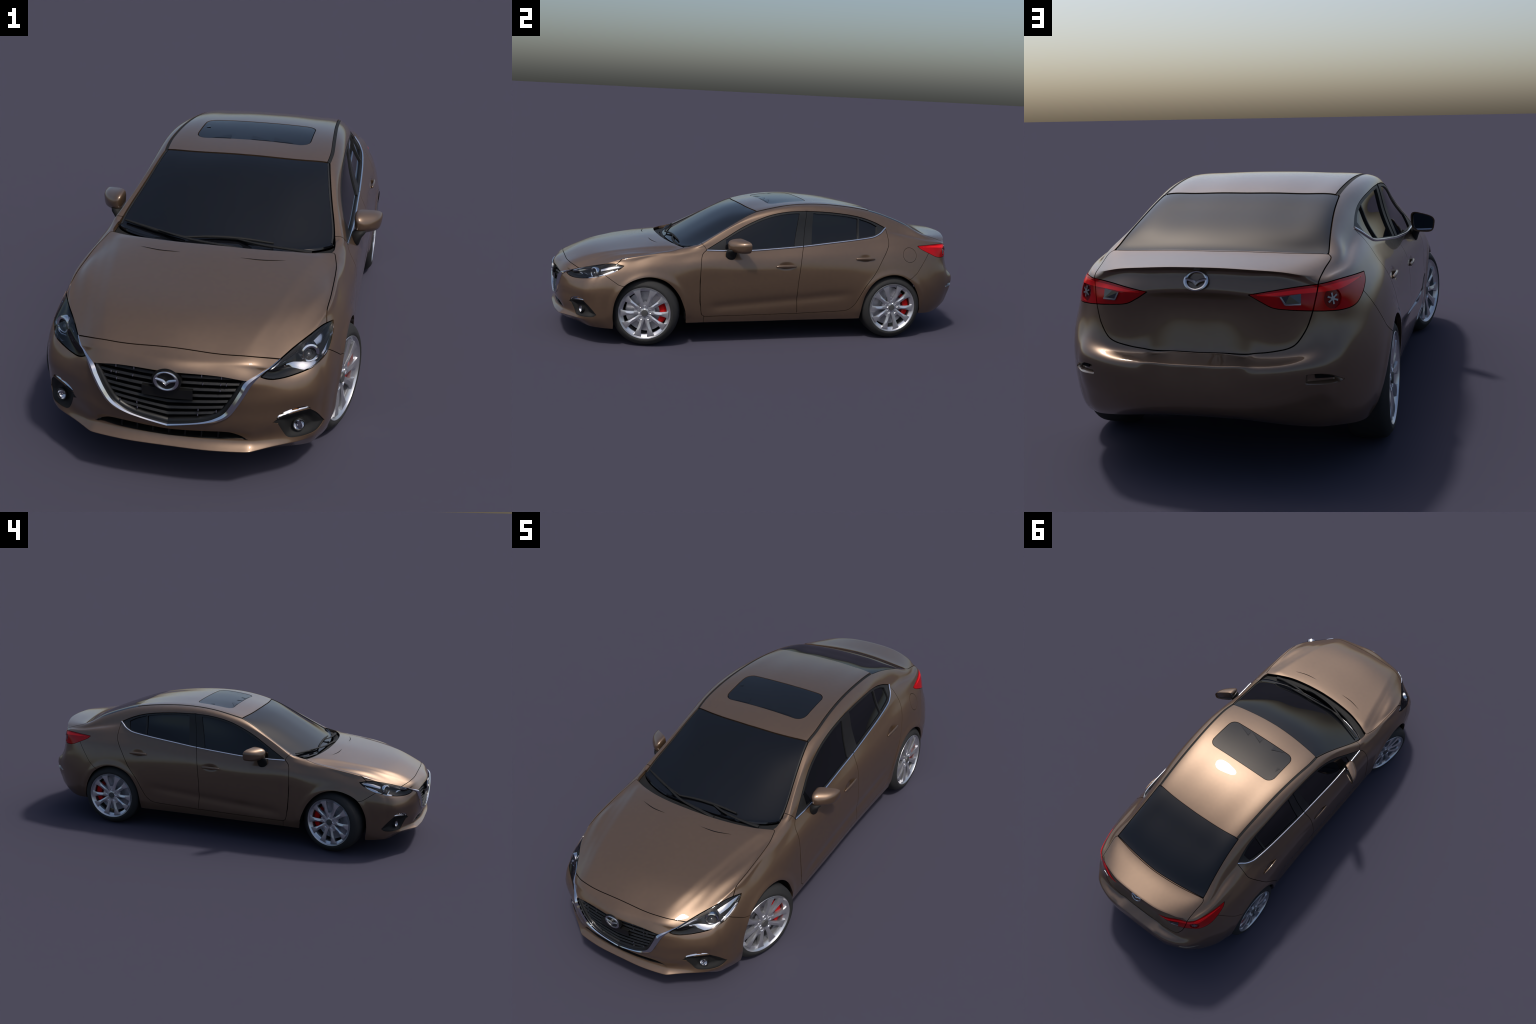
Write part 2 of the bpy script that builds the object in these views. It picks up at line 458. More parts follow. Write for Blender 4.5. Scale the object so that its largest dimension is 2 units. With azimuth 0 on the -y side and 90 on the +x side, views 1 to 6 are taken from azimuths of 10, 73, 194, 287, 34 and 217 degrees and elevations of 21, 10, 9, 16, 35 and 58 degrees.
def part_from(shell, labels, name, mat, offset=0., rim=.008, parent=CAR, pair=False, depth=None, angle_rim=True):
    """Mesh object from labelled faces: surface moved along its normals, edges turned inwards by rim.
    pair=False joins the mirrored half, pair=True makes two objects."""
    fi = shell.faces([labels] if isinstance(labels, str) else list(labels))
    if len(fi) == 0: raise RuntimeError("no faces for " + name)
    polys = [shell.F[i, :shell.n[i]] for i in fi]
    used = np.unique(np.concatenate(polys))
    idx = {int(v): k for k, v in enumerate(used)}
    P = shell.P[used].copy(); N = shell.N[used].copy()
    off = np.full(len(used), float(offset))
    if depth is not None: off = off - depth(P)
    V = P + N * off[:, None]
    if depth is not None: N = None
    V[np.abs(P[:, 0]) < 1e-6, 0] = 0
    F = [[idx[int(v)] for v in q] for q in polys]
    LN = [N[k] for q in F for k in q] if N is not None else None
    V = list(V); n0 = len(V)
    if rim:
        cnt = {}
        for q in F:
            for a, b in zip(q, q[1:] + q[:1]):
                cnt[(a, b)] = 1
        rimv = {}
        def rv(k):
            if k not in rimv:
                rimv[k] = len(V); V.append(V[k] - shell.N[used[k]] * rim)
            return rimv[k]
        for (a, b) in list(cnt):
            if (b, a) in cnt: continue
            if abs(V[a][0]) < 1e-6 and abs(V[b][0]) < 1e-6: continue
            a2, b2 = rv(a), rv(b)
            q = [b, a, a2, b2]; F.append(q)
            if LN is not None:
                nn = np.cross(V[a] - V[b], V[a2] - V[a]); L = np.linalg.norm(nn)
                nn = nn / L if L > 1e-12 else np.array([0, 0, 1.])
                LN += [nn] * 4
    V = np.array(V)
    if pair:
        o = add(name, V, F, mat, parent, normals=LN, angle=40 if LN is None else None)
        return o, mirrored(o)
    # join with the mirrored half, sharing the centre-line vertices
    mp = np.arange(len(V)); extra = []
    for k in range(len(V)):
        if abs(V[k, 0]) > 1e-6:
            mp[k] = len(V) + len(extra); extra.append(V[k] * [-1, 1, 1])
    V2 = np.concatenate([V, np.array(extra).reshape(-1, 3)])
    F2 = F + [[int(mp[k]) for k in reversed(q)] for q in F]
    L2 = None
    if LN is not None:
        L2 = list(LN); pos = 0
        for q in F:
            seg = LN[pos:pos + len(q)]; pos += len(q)
            L2 += [s * np.array([-1, 1, 1]) for s in reversed(seg)]
    return add(name, V2, F2, mat, parent, normals=L2, angle=40 if L2 is None else None)

# ============================ 5. BODY PANELS ===============================
LEVEL = 4
co_full, quads_full = smooth_body(LEVEL)
nrm_full = vertex_normals(co_full, quads_full)

def smoothstep(x):
    x = np.clip(x, 0, 1); return x * x * (3 - 2 * x)

BOOT_OUT = np.array([(-.3, .295), (.14, .2945), (.182, .2985), (.206, .3055), (.222, .317), (.238, .342), (.247, .366), (.253, .390), (.25, .43), (-.3, .43)])

def sculpt(co, nrm):
    """Creases, hollows and cups pressed into the smooth body (symmetric)."""
    q = co * [1, 1, 1]; q[:, 0] = np.abs(q[:, 0])
    d = np.zeros(len(co))
    # hollows behind the door handles
    for y, z in ((.040, .361), (.440, .393)):
        r2 = ((q[:, 1] - y) / .040) ** 2 + ((q[:, 2] - z) / .020) ** 2
        d -= .005 * np.clip(1 - r2, 0, 1) ** 1.5 * (q[:, 0] > .3)
    # lower door hollow rising to the rear
    zc = .188 + .07 * (q[:, 1] + .1)
    band = np.exp(-((q[:, 2] - zc) / .022) ** 2) * smoothstep((q[:, 1] + .36) / .1) * smoothstep((.42 - q[:, 1]) / .15)
    d -= .0045 * band * (q[:, 0] > .3)
    # wheel-arch lips
    for y, z, r in ((-.597, .152, .163), (.585, .152, .162)):
        rr = np.hypot(q[:, 1] - y, q[:, 2] - z)
        d += .004 * np.exp(-((rr - r - .004) / .016) ** 2) * (q[:, 0] > .3) * smoothstep((q[:, 2] - .10) / .05)
    # bonnet: raised centre bounded by two creases that run back to the screen pillars
    xc = np.interp(q[:, 1], [-.95, -.82, -.69, -.56, -.45], [.195, .235, .265, .292, .318])
    top = smoothstep((nrm[:, 2] - .25) / .45) * smoothstep((-.44 - q[:, 1]) / .05) * smoothstep((q[:, 1] + .965) / .15)
    d += .0042 * smoothstep((xc - q[:, 0]) / .034) * top
    d -= .0022 * np.exp(-((q[:, 0] - xc - .022) / .018) ** 2) * top
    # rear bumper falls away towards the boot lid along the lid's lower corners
    tail = (q[:, 1] > .8) * smoothstep((q[:, 0] - .13) / .06) * smoothstep((.385 - q[:, 2]) / .05) * smoothstep((q[:, 2] - .25) / .03)
    edge = np.maximum(poly_sdf(q @ FACE.T, BOOT_OUT), 0)
    d -= .0 * np.exp(-(edge / .024) ** 2) * tail
    return co + nrm * d[:, None]

co_full = sculpt(co_full, nrm_full)
nrm_full = vertex_normals(co_full, quads_full)
half = (co_full[quads_full][:, :, 0].mean(1) > 0)
qh = quads_full[half]
used = np.unique(qh); remap = -np.ones(len(co_full), int); remap[used] = np.arange(len(used))
S = Shell(co_full[used].copy(), nrm_full[used].copy(), remap[qh])
S.P[np.abs(S.P[:, 0]) < 1e-6, 0] = 0

from mathutils.bvhtree import BVHTree
BVH = BVHTree.FromPolygons(co_full.tolist(), quads_full.tolist())
def on_body(origin, direction):
    """Point and outward normal where a ray first meets the smooth body."""
    h = BVH.ray_cast(Vector(origin), Vector(direction).normalized())
    return (np.array(h[0]), np.array(h[1])) if h[0] is not None else (None, None)
def front_y(x, z):
    return on_body((x, -2, z), (0, 1, 0))[0][1]

sidey = lambda c, n: (np.abs(n[:, 0]) > .45) & (c[:, 0] > .24)
upper = lambda c, n: (n[:, 2] > .25) & (c[:, 2] > .3)
GAP = .0026

# ---- wheel openings
ARCH_F = path([(-.757, 0), (-.757, .10)], [(-.757, .10), (-.761, .15), (-.750, .216), (-.712, .279), (-.650, .311), (-.587, .317),
              (-.522, .294), (-.470, .240), (-.438, .168), (-.428, .11)], [(-.428, .11), (-.428, 0)])
ARCH_R = path([(.424, 0), (.424, .10)], [(.424, .10), (.430, .166), (.447, .228), (.489, .284), (.552, .312), (.618, .311),
              (.682, .275), (.724, .210), (.745, .136)], [(.745, .136), (.747, 0)])
low = lambda c, n: (c[:, 0] > .22) & (c[:, 2] < .36)
S.region("hole", SIDE, ARCH_F, where=low)
S.region("hole", SIDE, ARCH_R, where=low)

# ---- grille opening, lower intake, fog pockets, lamps (front)
nose = lambda c, n: (n[:, 1] < -.3) & (c[:, 1] < -.7)
CHROME_OUT = [(0, .168), (.060, .182), (.098, .190), (.128, .200), (.151, .216), (.169, .243), (.187, .275), (.200, .298), (.217, .3125), (.253, .3345)]
CHROME_IN = [(0, .1755), (.060, .187), (.094, .196), (.118, .207), (.138, .222), (.156, .250), (.172, .281), (.184, .304), (.217, .3185), (.252, .3355)]
GRILLE_TOP = [(.184, .305), (.160, .3095), (.126, .314), (.070, .317), (.03, .318), (0, .318)]
CHROME_MID = [((a + c) / 2, (d + e) / 2) for (a, d), (c, e) in zip(CHROME_IN[:8], CHROME_OUT[:8])]
GRILLE_POLY = path(CHROME_MID[:7] + [(.186, .305)], [(.186, .305)] + GRILLE_TOP, [(0, .318), (-.03, .318)], [(-.03, .318), (-.03, .17)], [(-.03, .17), CHROME_MID[0]])
S.region("hole", FACE, GRILLE_POLY, where=nose)
INTAKE = path([(-.03, .1375), (0, .1375), (.06, .139), (.130, .1405), (.170, .143), (.190, .139)], [(.190, .139), (.182, .148), (.165, .158), (.144, .165), (.10, .1645), (.05, .1605), (0, .157), (-.03, .157)], [(-.03, .157), (-.03, .1375)])
S.region("intake", FACE, INTAKE, where=nose)
CORNER = frame((.62, -.76, .18))
def flat(axes, pts): return [tuple(axes @ np.array(p)) for p in pts]
FOG3 = [[(.246, -.940, .184), (.262, -.933, .194), (.297, -.908, .201), (.328, -.884, .202)], [(.328, -.884, .202), (.345, -.862, .180), (.361, -.830, .143)],
        [(.361, -.830, .143), (.350, -.850, .130), (.322, -.886, .128), (.291, -.909, .130), (.279, -.916, .136)], [(.279, -.916, .136), (.258, -.931, .177)], [(.258, -.931, .177), (.246, -.940, .184)]]
FOG = path(*[flat(CORNER, s) for s in FOG3])
SIG3 = [[(.254, -.936, .192), (.262, -.933, .204), (.282, -.919, .212), (.303, -.905, .215), (.322, -.893, .213), (.330, -.882, .203)], [(.330, -.882, .203), (.297, -.908, .2015), (.254, -.936, .192)]]
SIGNAL = path(*[flat(CORNER, s) for s in SIG3])
fcorner = lambda c, n: (c[:, 1] < -.68) & (c[:, 0] > .18) & (n @ np.array([.62, -.76, .18]) > .2)
S.region("fog", CORNER, FOG, where=fcorner)
S.region("signal", CORNER, SIGNAL, where=fcorner)
LAMP3 = [[(.253, -.898, .3345), (.277, -.856, .347), (.306, -.812, .360), (.330, -.770, .3685), (.343, -.744, .3685), (.357, -.712, .3635)],
         [(.357, -.712, .3635), (.360, -.732, .348), (.359, -.768, .331), (.354, -.798, .320), (.342, -.828, .310), (.325, -.856, .302), (.308, -.873, .298),
          (.288, -.889, .294), (.265, -.908, .292), (.243, -.929, .295), (.227, -.942, .301), (.215, -.949, .308)],
         [(.215, -.949, .308), (.232, -.930, .320), (.253, -.898, .3345)]]
LAMPAX = frame((.58, -.66, .48))
LAMP = path(*[flat(LAMPAX, s) for s in LAMP3])
lampw = lambda c, n: (c[:, 1] < -.66) & (c[:, 0] > .18) & (n @ unit((.58, -.66, .48)) > .1)
S.region("lamp", LAMPAX, LAMP, where=lampw, gap=.003)

# ---- bonnet, windscreen, roof, rear window (seen from above)
BONNET = path([(-.05, -.9435), (0, -.944), (.05, -.9435), (.10, -.942), (.15, -.9375), (.20, -.926), (.253, -.898)],
              [(.253, -.898), (.277, -.856), (.306, -.812), (.330, -.772), (.343, -.744)],
              [(.343, -.744), (.339, -.715), (.341, -.660), (.341, -.600), (.340, -.540), (.337, -.495), (.328, -.446)],
              [(.328, -.446), (.318, -.4395), (.258, -.466), (.185, -.4885), (.095, -.5015), (0, -.506), (-.05, -.506)], [(-.05, -.506), (-.05, -.9435)])
S.region("bonnet", PLAN, BONNET, where=lambda c, n: (n[:, 2] > .15) & (c[:, 2] > .325) & (c[:, 1] < -.4), gap=GAP)
SCREEN_SIDE = [(.262, -.081), (.271, -.137), (.282, -.196), (.294, -.253), (.306, -.306), (.314, -.350), (.316, -.385)]
SCREEN = path([(-.05, -.107), (0, -.107), (.10, -.103), (.18, -.0945), (.262, -.081)], SCREEN_SIDE,
              [(.316, -.385), (.311, -.398), (.294, -.410), (.250, -.427), (.185, -.446), (.095, -.460), (0, -.464), (-.05, -.464)], [(-.05, -.464), (-.05, -.107)])
top_a = lambda c, n: (n[:, 2] > .3) & (c[:, 2] > .40)
S.region("windscreen", PLAN, SCREEN, where=top_a, gap=.004)
BORDER = path([(.255, -.0835)] + [(x - .0065, y) for x, y in SCREEN_SIDE[1:-1]] + [(.309, -.383)], [(.309, -.383), (.330, -.385)], [(.330, -.385), (.32, -.30), (.28, -.08)], [(.28, -.08), (.255, -.0835)])
S.region("screen_seal", PLAN, BORDER, on=("windscreen",), where=top_a)
COWL = path([(-.05, -.505), (0, -.505), (.095, -.5005), (.185, -.4875), (.258, -.465), (.318, -.4385)], [(.318, -.4385), (.3235, -.420), (.322, -.385), (.316, -.35)], [(.316, -.35), (.25, -.38), (-.05, -.42)], [(-.05, -.42), (-.05, -.505)])
S.region("cowl", PLAN, COWL, where=lambda c, n: (n[:, 2] > -.3) & (c[:, 2] > .40) & (c[:, 1] < -.3))
DITCH = [(.2655, -.083), (.2685, -.02), (.264, .06), (.259, .14), (.254, .22), (.250, .30), (.246, .38), (.242, .45), (.240, .497)]
ROOF_EDGE = [(x - .0105, y) for x, y in DITCH]
RW_TOP = [(.2395, .497), (.165, .505), (.09, .510), (0, .512), (-.05, .512)]
ROOF = path([(-.05, -.1055), (0, -.1055), (.10, -.1015), (.18, -.093), (.2565, -.081)], ROOF_EDGE, [(.2315, .497), (.165, .505), (.09, .510), (0, .512), (-.05, .512)], [(-.05, .512), (-.05, -.1055)])
S.region("roof", PLAN, ROOF, where=top_a, gap=.0016)
TRIMSTRIP = path(ROOF_EDGE, [(.2315, .497), (.240, .497)], DITCH[::-1], [(.2655, -.083), (.257, -.083)])
S.region("roof_strip", PLAN, TRIMSTRIP, where=top_a)
REARWIN = path(RW_TOP[::-1], [(.2395, .497), (.2435, .600), (.2525, .700), (.2625, .786)], [(.2625, .786), (.163, .8025), (.07, .813), (0, .817), (-.05, .817)], [(-.05, .817), (-.05, .512)])
S.region("rear_window", PLAN, REARWIN, where=top_a, gap=.003)
def rounded_rect(x0, x1, y0, y1, r, n=8):
    pts = []
    for cx, cy, a in ((x1 - r, y1 - r, 0), (x0 + r, y1 - r, 90), (x0 + r, y0 + r, 180), (x1 - r, y0 + r, 270)):
        for k in range(n + 1):
            t = math.radians(a + 90 * k / n); pts.append((cx + r * math.cos(t), cy + r * math.sin(t)))
    return np.array(pts)
S.region("sunroof", PLAN, rounded_rect(-.186, .186, .002, .189, .036), on=("roof",), gap=.003)

# ---- boot lid and tail lamps
TAILDIR = unit((0, .75, .66)); BOOTAX = np.array([[1, 0, 0], [0, -.66, .75]])
BOOT3 = [[(-.05, .823, .502), (0, .823, .502), (.07, .819, .501), (.163, .808, .498), (.263, .789, .495)],
         [(.263, .789, .495), (.271, .802, .487), (.266, .850, .470), (.262, .895, .446), (.258, .905, .420), (.253, .912, .390), (.247, .917, .366), (.238, .924, .342),
          (.222, .932, .317), (.206, .937, .3055), (.182, .940, .2985), (.14, .946, .2945), (.09, .949, .2935), (0, .951, .2935), (-.05, .951, .2935)], [(-.05, .951, .2935), (-.05, .823, .502)]]
BOOT = path(*[flat(BOOTAX, s) for s in BOOT3])
S.region("boot", BOOTAX, BOOT, where=lambda c, n: ((n @ TAILDIR > .12) | ((c[:, 1] > .87) & (c[:, 0] < .25))) & (c[:, 1] > .75) & (c[:, 2] > .285), gap=GAP)
TAIL3 = [[(.112, .945, .427), (.154, .942, .434), (.199, .928, .440), (.260, .896, .446), (.298, .852, .4505), (.341, .738, .4475)],
         [(.341, .738, .4475), (.344, .748, .434), (.344, .770, .421), (.341, .795, .408), (.335, .826, .394), (.325, .853, .388), (.305, .881, .3865), (.280, .898, .387), (.253, .912, .389), (.198, .926, .393), (.163, .931, .397), (.140, .937, .409), (.112, .945, .427)]]
TAILAX = frame((.45, .89, .08))
TAIL = path(*[flat(TAILAX, s) for s in TAIL3])
tailw = lambda c, n: (c[:, 1] > .70) & (n @ unit((.45, .89, .08)) > .15) & (c[:, 2] > .36)
S.region("tail_body", TAILAX, TAIL, on=("body",), where=tailw, gap=.0022)
S.region("tail_boot", TAILAX, TAIL, on=("boot",), where=tailw, gap=.0022)
BAR3 = [[(.130, .944, .4255), (.160, .941, .430), (.200, .928, .4345), (.255, .898, .439), (.297, .853, .4435), (.333, .756, .4405)], [(.333, .756, .4405), (.297, .853, .431), (.255, .898, .428), (.200, .928, .4265), (.160, .941, .4245), (.130, .944, .4255)]]
BAR = path(*[flat(TAILAX, s) for s in BAR3])
S.region("tail_bar_body", TAILAX, BAR, on=("tail_body",), where=tailw)
S.region("tail_bar_boot", TAILAX, BAR, on=("tail_boot",), where=tailw)
def ellipse(axes, centre, a, b, n=40):
    c = axes @ np.array(centre)
    return np.array([c + [a * math.cos(2 * math.pi * k / n), b * math.sin(2 * math.pi * k / n)] for k in range(n)])
S.region("tail_bowl", TAILAX, ellipse(TAILAX, (.289, .889, .413), .0215, .0225), on=("tail_body",), where=tailw)
SLOT3 = [[(.245, .973, .262), (.271, .961, .2625), (.292, .942, .257), (.308, .921, .247), (.318, .903, .237)],
         [(.318, .903, .237), (.305, .921, .2340), (.285, .946, .2355), (.263, .962, .2375), (.243, .973, .239)], [(.243, .973, .239), (.245, .973, .262)]]
SLOT = path(*[flat(TAILAX, s) for s in SLOT3])
S.region("slot", TAILAX, SLOT, where=lambda c, n: (c[:, 1] > .8) & (c[:, 2] < .3) & (c[:, 2] > .2))

# ---- side: window area, doors, fuel flap, bumper seams
DLO_TOP = [(-.338, .4335), (-.287, .4615), (-.237, .4885), (-.165, .5285), (-.094, .5615), (-.031, .585), (.031, .599), (.094, .606), (.155, .6075), (.233, .605),
           (.309, .599), (.387, .589), (.456, .574), (.516, .5535), (.569, .5285)]
DLO_BOT = [(.569, .5285), (.560, .520), (.541, .506), (.514, .493), (.481, .4835), (.393, .4725), (.261, .4585), (.129, .4445), (-.013, .4335), (-.129, .4265), (-.242, .4265), (-.338, .4295)]
DLO = path(DLO_TOP, DLO_BOT, [(-.338, .4295), (-.338, .4335)])
FD_FRONT = [(-.338, .4315), (-.352, .421), (-.361, .406), (-.366, .380), (-.369, .337), (-.370, .261), (-.367, .202), (-.362, .156), (-.358, .140), (-.346, .130)]
DIVIDE = [(.103, .133), (.099, .19), (.0985, .227), (.101, .28), (.107, .331), (.116, .395), (.129, .4445)]
PILLAR = [(.129, .4445), (.141, .52), (.155, .6075)]
FRONT_DOOR = path(FD_FRONT, [(-.346, .130), (-.138, .131), (.103, .133)], DIVIDE, PILLAR, DLO_TOP[:9][::-1], [(-.338, .4335), (-.338, .4315)])
RD_REAR = [(.104, .133), (.271, .138), (.336, .1405), (.363, .147), (.392, .171), (.411, .204), (.443, .262), (.487, .319), (.525, .384), (.554, .430), (.567, .455), (.5695, .490), (.569, .5285)]
REAR_DOOR = path(RD_REAR[:3], RD_REAR[2:], DLO_TOP[8:][::-1], PILLAR[::-1], DIVIDE[::-1])
S.region("front_door", SIDE, FRONT_DOOR, where=sidey, gap=GAP)
S.region("rear_door", SIDE, REAR_DOOR, where=sidey, gap=GAP)
S.region("front_frame", SIDE, DLO, on=("front_door",), where=sidey)
S.region("rear_frame", SIDE, DLO, on=("rear_door",), where=sidey)
belt = spline(DLO_BOT, 8)
BELT = np.concatenate([belt, (belt + [0, .0062])[::-1]])
BELT[len(belt):][:6] = belt[::-1][-0 or None:][:6] + [0, .0062]
tip = spline([(.569, .5285), (.553, .5235), (.536, .5105), (.511, .4985), (.480, .4895), (.393, .4785), (.261, .4645), (.129, .4505), (-.013, .4395), (-.129, .4325), (-.242, .4315), (-.338, .4335)], 8)
BELT = np.concatenate([belt, tip[::-1]])
S.region("belt_front", SIDE, BELT, on=("front_frame",), where=sidey)
S.region("belt_rear", SIDE, BELT, on=("rear_frame",), where=sidey)
FGLASS = path([(-.243, .476), (-.184, .509), (-.094, .552), (-.030, .576), (.030, .590), (.075, .5955), (.118, .598)], [(.118, .598), (.102, .525), (.084, .4495)], [(.084, .4495), (-.012, .442), (-.128, .4355), (-.250, .435)], [(-.250, .435), (-.243, .476)])
RGLASS = path([(.188, .597), (.245, .595), (.307, .590), (.365, .5835), (.421, .574)], [(.421, .574), (.410, .4835)], [(.410, .4835), (.261, .468), (.172, .458)], [(.172, .458), (.188, .597)])
QGLASS = path([(.430, .572), (.484, .556), (.522, .5385)], [(.522, .5385), (.512, .504), (.500, .4985), (.475, .4935), (.419, .485)], [(.419, .485), (.430, .572)])
S.region("front_glass", SIDE, FGLASS, on=("front_frame",), where=sidey)
S.region("rear_glass", SIDE, RGLASS, on=("rear_frame",), where=sidey)
S.region("quarter_glass", SIDE, QGLASS, on=("rear_frame",), where=sidey)
S.region("fuel", SIDE, np.array([(.6745 + .0365 * math.cos(a), .4065 + .034 * math.sin(a)) for a in np.linspace(0, 2 * math.pi, 41)[:-1]]), where=sidey, gap=.0018)
ring = (S.lab == "gap") & (np.hypot(S.centres()[:, 1] - .6745, S.centres()[:, 2] - .4065) < .040) & (S.centres()[:, 0] > .3)
S.lab[ring] = "fuel_gap"
BUMP_F = path([(-.64, .279), (-.709, .2765), (-.736, .281), (-.793, .3205), (-.83, .365)], [(-.83, .365), (-.83, .5), (-1.1, .5), (-1.1, .0), (-.64, .0), (-.64, .279)])
BUMP_F = np.array(list(spline([(-.64, .279), (-.709, .2765), (-.736, .281)], 4)) + [(-.793, .3205), (-.83, .365), (-.83, .5), (-1.1, .5), (-1.1, 0), (-.64, 0)])
S.region("front_bumper", SIDE, BUMP_F, where=lambda c, n: c[:, 1] < -.6, gap=.0022)
BUMP_R = np.array([(.64, .28), (.681, .297), (.710, .318), (.750, .367), (.789, .4155), (.80, .432), (1.1, .432), (1.1, 0), (.64, 0)])
S.region("rear_bumper", SIDE, BUMP_R, where=lambda c, n: c[:, 1] > .6, gap=.0022)
FENDER = np.array([(-.346, 0), (-.346, .131), (-.36, .15), (-.37, .2), (-.372, .3), (-.363, .40), (-.3375, .4325), (-.343, .445), (-.356, .459), (-.375, .475), (-.45, .52), (-1.1, .52), (-1.1, 0)])
S.region("fender", SIDE, FENDER, where=lambda c, n: c[:, 0] > .2, gap=.002)
SILL = np.array([(-.346, 0), (-.346, .1315), (-.138, .1325), (.103, .1345), (.271, .1395), (.336, .142), (.372, .152), (.44, .152), (.44, 0)])
S.region("sill", SIDE, SILL, where=sidey)

# ---- panels become objects
bonnet = part_from(S, "bonnet", "bonnet", PAINT, rim=.004)
roof = part_from(S, "roof", "roof", PAINT)
boot = part_from(S, "boot", "boot_lid", PAINT, rim=.010)
bumper_f = part_from(S, "front_bumper", "bumper", PAINT, rim=.014)
bumper_r = part_from(S, "rear_bumper", "bumper", PAINT, rim=.014)
panel_l, spare = part_from(S, "body", "quarter_panel", PAINT, rim=.012, pair=True)      # the flap is on one side only
bpy.data.objects.remove(spare)
spare, panel_r = part_from(S, ("body", "fuel", "fuel_gap"), "quarter_panel", PAINT, rim=.012, pair=True)
bpy.data.objects.remove(spare)
sills = part_from(S, "sill", "sill", PAINT, rim=.012, pair=True)
fenders = part_from(S, "fender", "fender", PAINT, rim=.012, pair=True)
doors_f = part_from(S, "front_door", "door", PAINT, pair=True)
doors_r = part_from(S, "rear_door", "door", PAINT, pair=True)
flap_l, spare = part_from(S, "fuel", "fuel_flap", PAINT, rim=.004, pair=True)
bpy.data.objects.remove(spare)
part_from(S, "windscreen", "windscreen", GLASS, offset=-.0025, rim=.006)
part_from(S, "screen_seal", "screen_seal", TRIM, offset=-.001, rim=.006, pair=True)
part_from(S, "rear_window", "window", GLASS, offset=-.002, rim=.006)
part_from(S, "sunroof", "sunroof", SUNROOF, offset=-.001, rim=.005)
part_from(S, "roof_strip", "roof_strip", MATT, offset=-.002, rim=.006, pair=True)
part_from(S, "cowl", "cowl_panel", MATT, offset=-.014, rim=.02)
for lab, off, nm, mat, doors in (("front_frame", -.001, "window_frame", TRIM, doors_f), ("rear_frame", -.003, "window_frame", TRIM, doors_r),
                                 ("front_glass", -.005, "door_window", GLASS, doors_f), ("rear_glass", -.008, "door_window", GLASS, doors_r),
                                 ("quarter_glass", -.008, "door_window", GLASS, doors_r), ("belt_front", -.001, "window_frame", TRIM, doors_f), ("belt_rear", -.001, "window_frame", TRIM, doors_r)):
    a, b = part_from(S, lab, nm, mat, offset=off, rim=.007, pair=True)
    a.parent = doors[0]; b.parent = doors[1]

# lamps
for grp, nm in ((("tail_body", "tail_bar_body", "tail_bowl"), "tail_lamp"), (("tail_boot", "tail_bar_boot"), "tail_lamp")):
    base = part_from(S, grp[0], nm, REDLENS, rim=.010, pair=True)
    a, b = part_from(S, grp[1], "light_bar", REDBAND, offset=.0006, rim=.002, pair=True); a.parent, b.parent = base
    if len(grp) > 2:
        a, b = part_from(S, grp[2], "lamp_bowl", REDDARK, offset=-.004, rim=.006, pair=True); a.parent, b.parent = base
    TAILS = base if len(grp) > 2 else None or base
    if len(grp) > 2: TAIL_OUT = base
    else: TAIL_IN = base

def bowl(axes, poly, deep, run, floor=0.):
    """Depth that grows away from the outline: a pressed-in pocket."""
    return lambda P: floor + deep * smoothstep(-poly_sdf(P @ axes.T, poly) / run)
heads = part_from(S, "lamp", "headlamp", LENS, rim=.004, pair=True)
hb = part_from(S, "lamp", "lamp_housing", LAMPDARK, offset=-.004, rim=.004, pair=True, depth=bowl(LAMPAX, LAMP, .030, .020))
for a, h in zip(hb, heads): a.parent = h
fogs = part_from(S, "fog", "fog_lamp_surround", MATT, offset=-.002, rim=.006, pair=True, depth=bowl(CORNER, FOG, .011, .024))
signals = part_from(S, "signal", "indicator", CHROME, offset=-.004, rim=.006, pair=True, depth=bowl(CORNER, SIGNAL, .006, .006))
part_from(S, "slot", "bumper_slot", PAINT, offset=-.001, rim=.004, pair=True, depth=bowl(TAILAX, SLOT, .011, .0055))
part_from(S, "intake", "intake", GRILLE, offset=-.002, rim=.012, depth=bowl(FACE, INTAKE, .022, .006))

# ============================ 6. INNER SHELL AND UNDERSIDE =================
def inner_shell():
    """Dark skin just under the panels, so that shut lines look into darkness."""
    co, q = smooth_body(3)
    co = sculpt(co, vertex_normals(co, q))
    n = vertex_normals(co, q)
    c = co[q].mean(1)
    ax = np.abs(c[:, 0])
    drop = np.zeros(len(q), bool)
    sy = c[:, 1:3]
    for poly in (ARCH_F, ARCH_R):
        drop |= (poly_sdf(sy, poly) < .012) & (ax > .22) & (c[:, 2] < .36)
    cc = c * [1, 1, 1]; cc[:, 0] = ax
    drop |= (poly_sdf(cc @ FACE.T, GRILLE_POLY) < .008) & (c[:, 1] < -.8)
    drop |= (poly_sdf(cc @ FACE.T, INTAKE) < .006) & (c[:, 1] < -.8)
    for axs, poly in ((CORNER, FOG), (CORNER, SIGNAL), (LAMPAX, LAMP)):
        drop |= (poly_sdf(cc @ axs.T, poly) < .004) & (c[:, 1] < -.66) & (ax > .18)
    drop |= (poly_sdf(cc @ TAILAX.T, SLOT) < .004) & (c[:, 1] > .8) & (c[:, 2] < .3)
    drop |= (poly_sdf(cc @ PLAN.T, COWL) < .004) & (c[:, 1] < -.3) & (c[:, 2] > .4)
    drop |= (c[:, 1] > .86) & (c[:, 2] > .44) & (ax < .245)          # nothing behind the boot spoiler
    V = co - n * .010
    add("body_liner", V, q[~drop], DARK, kind=None)
inner_shell()

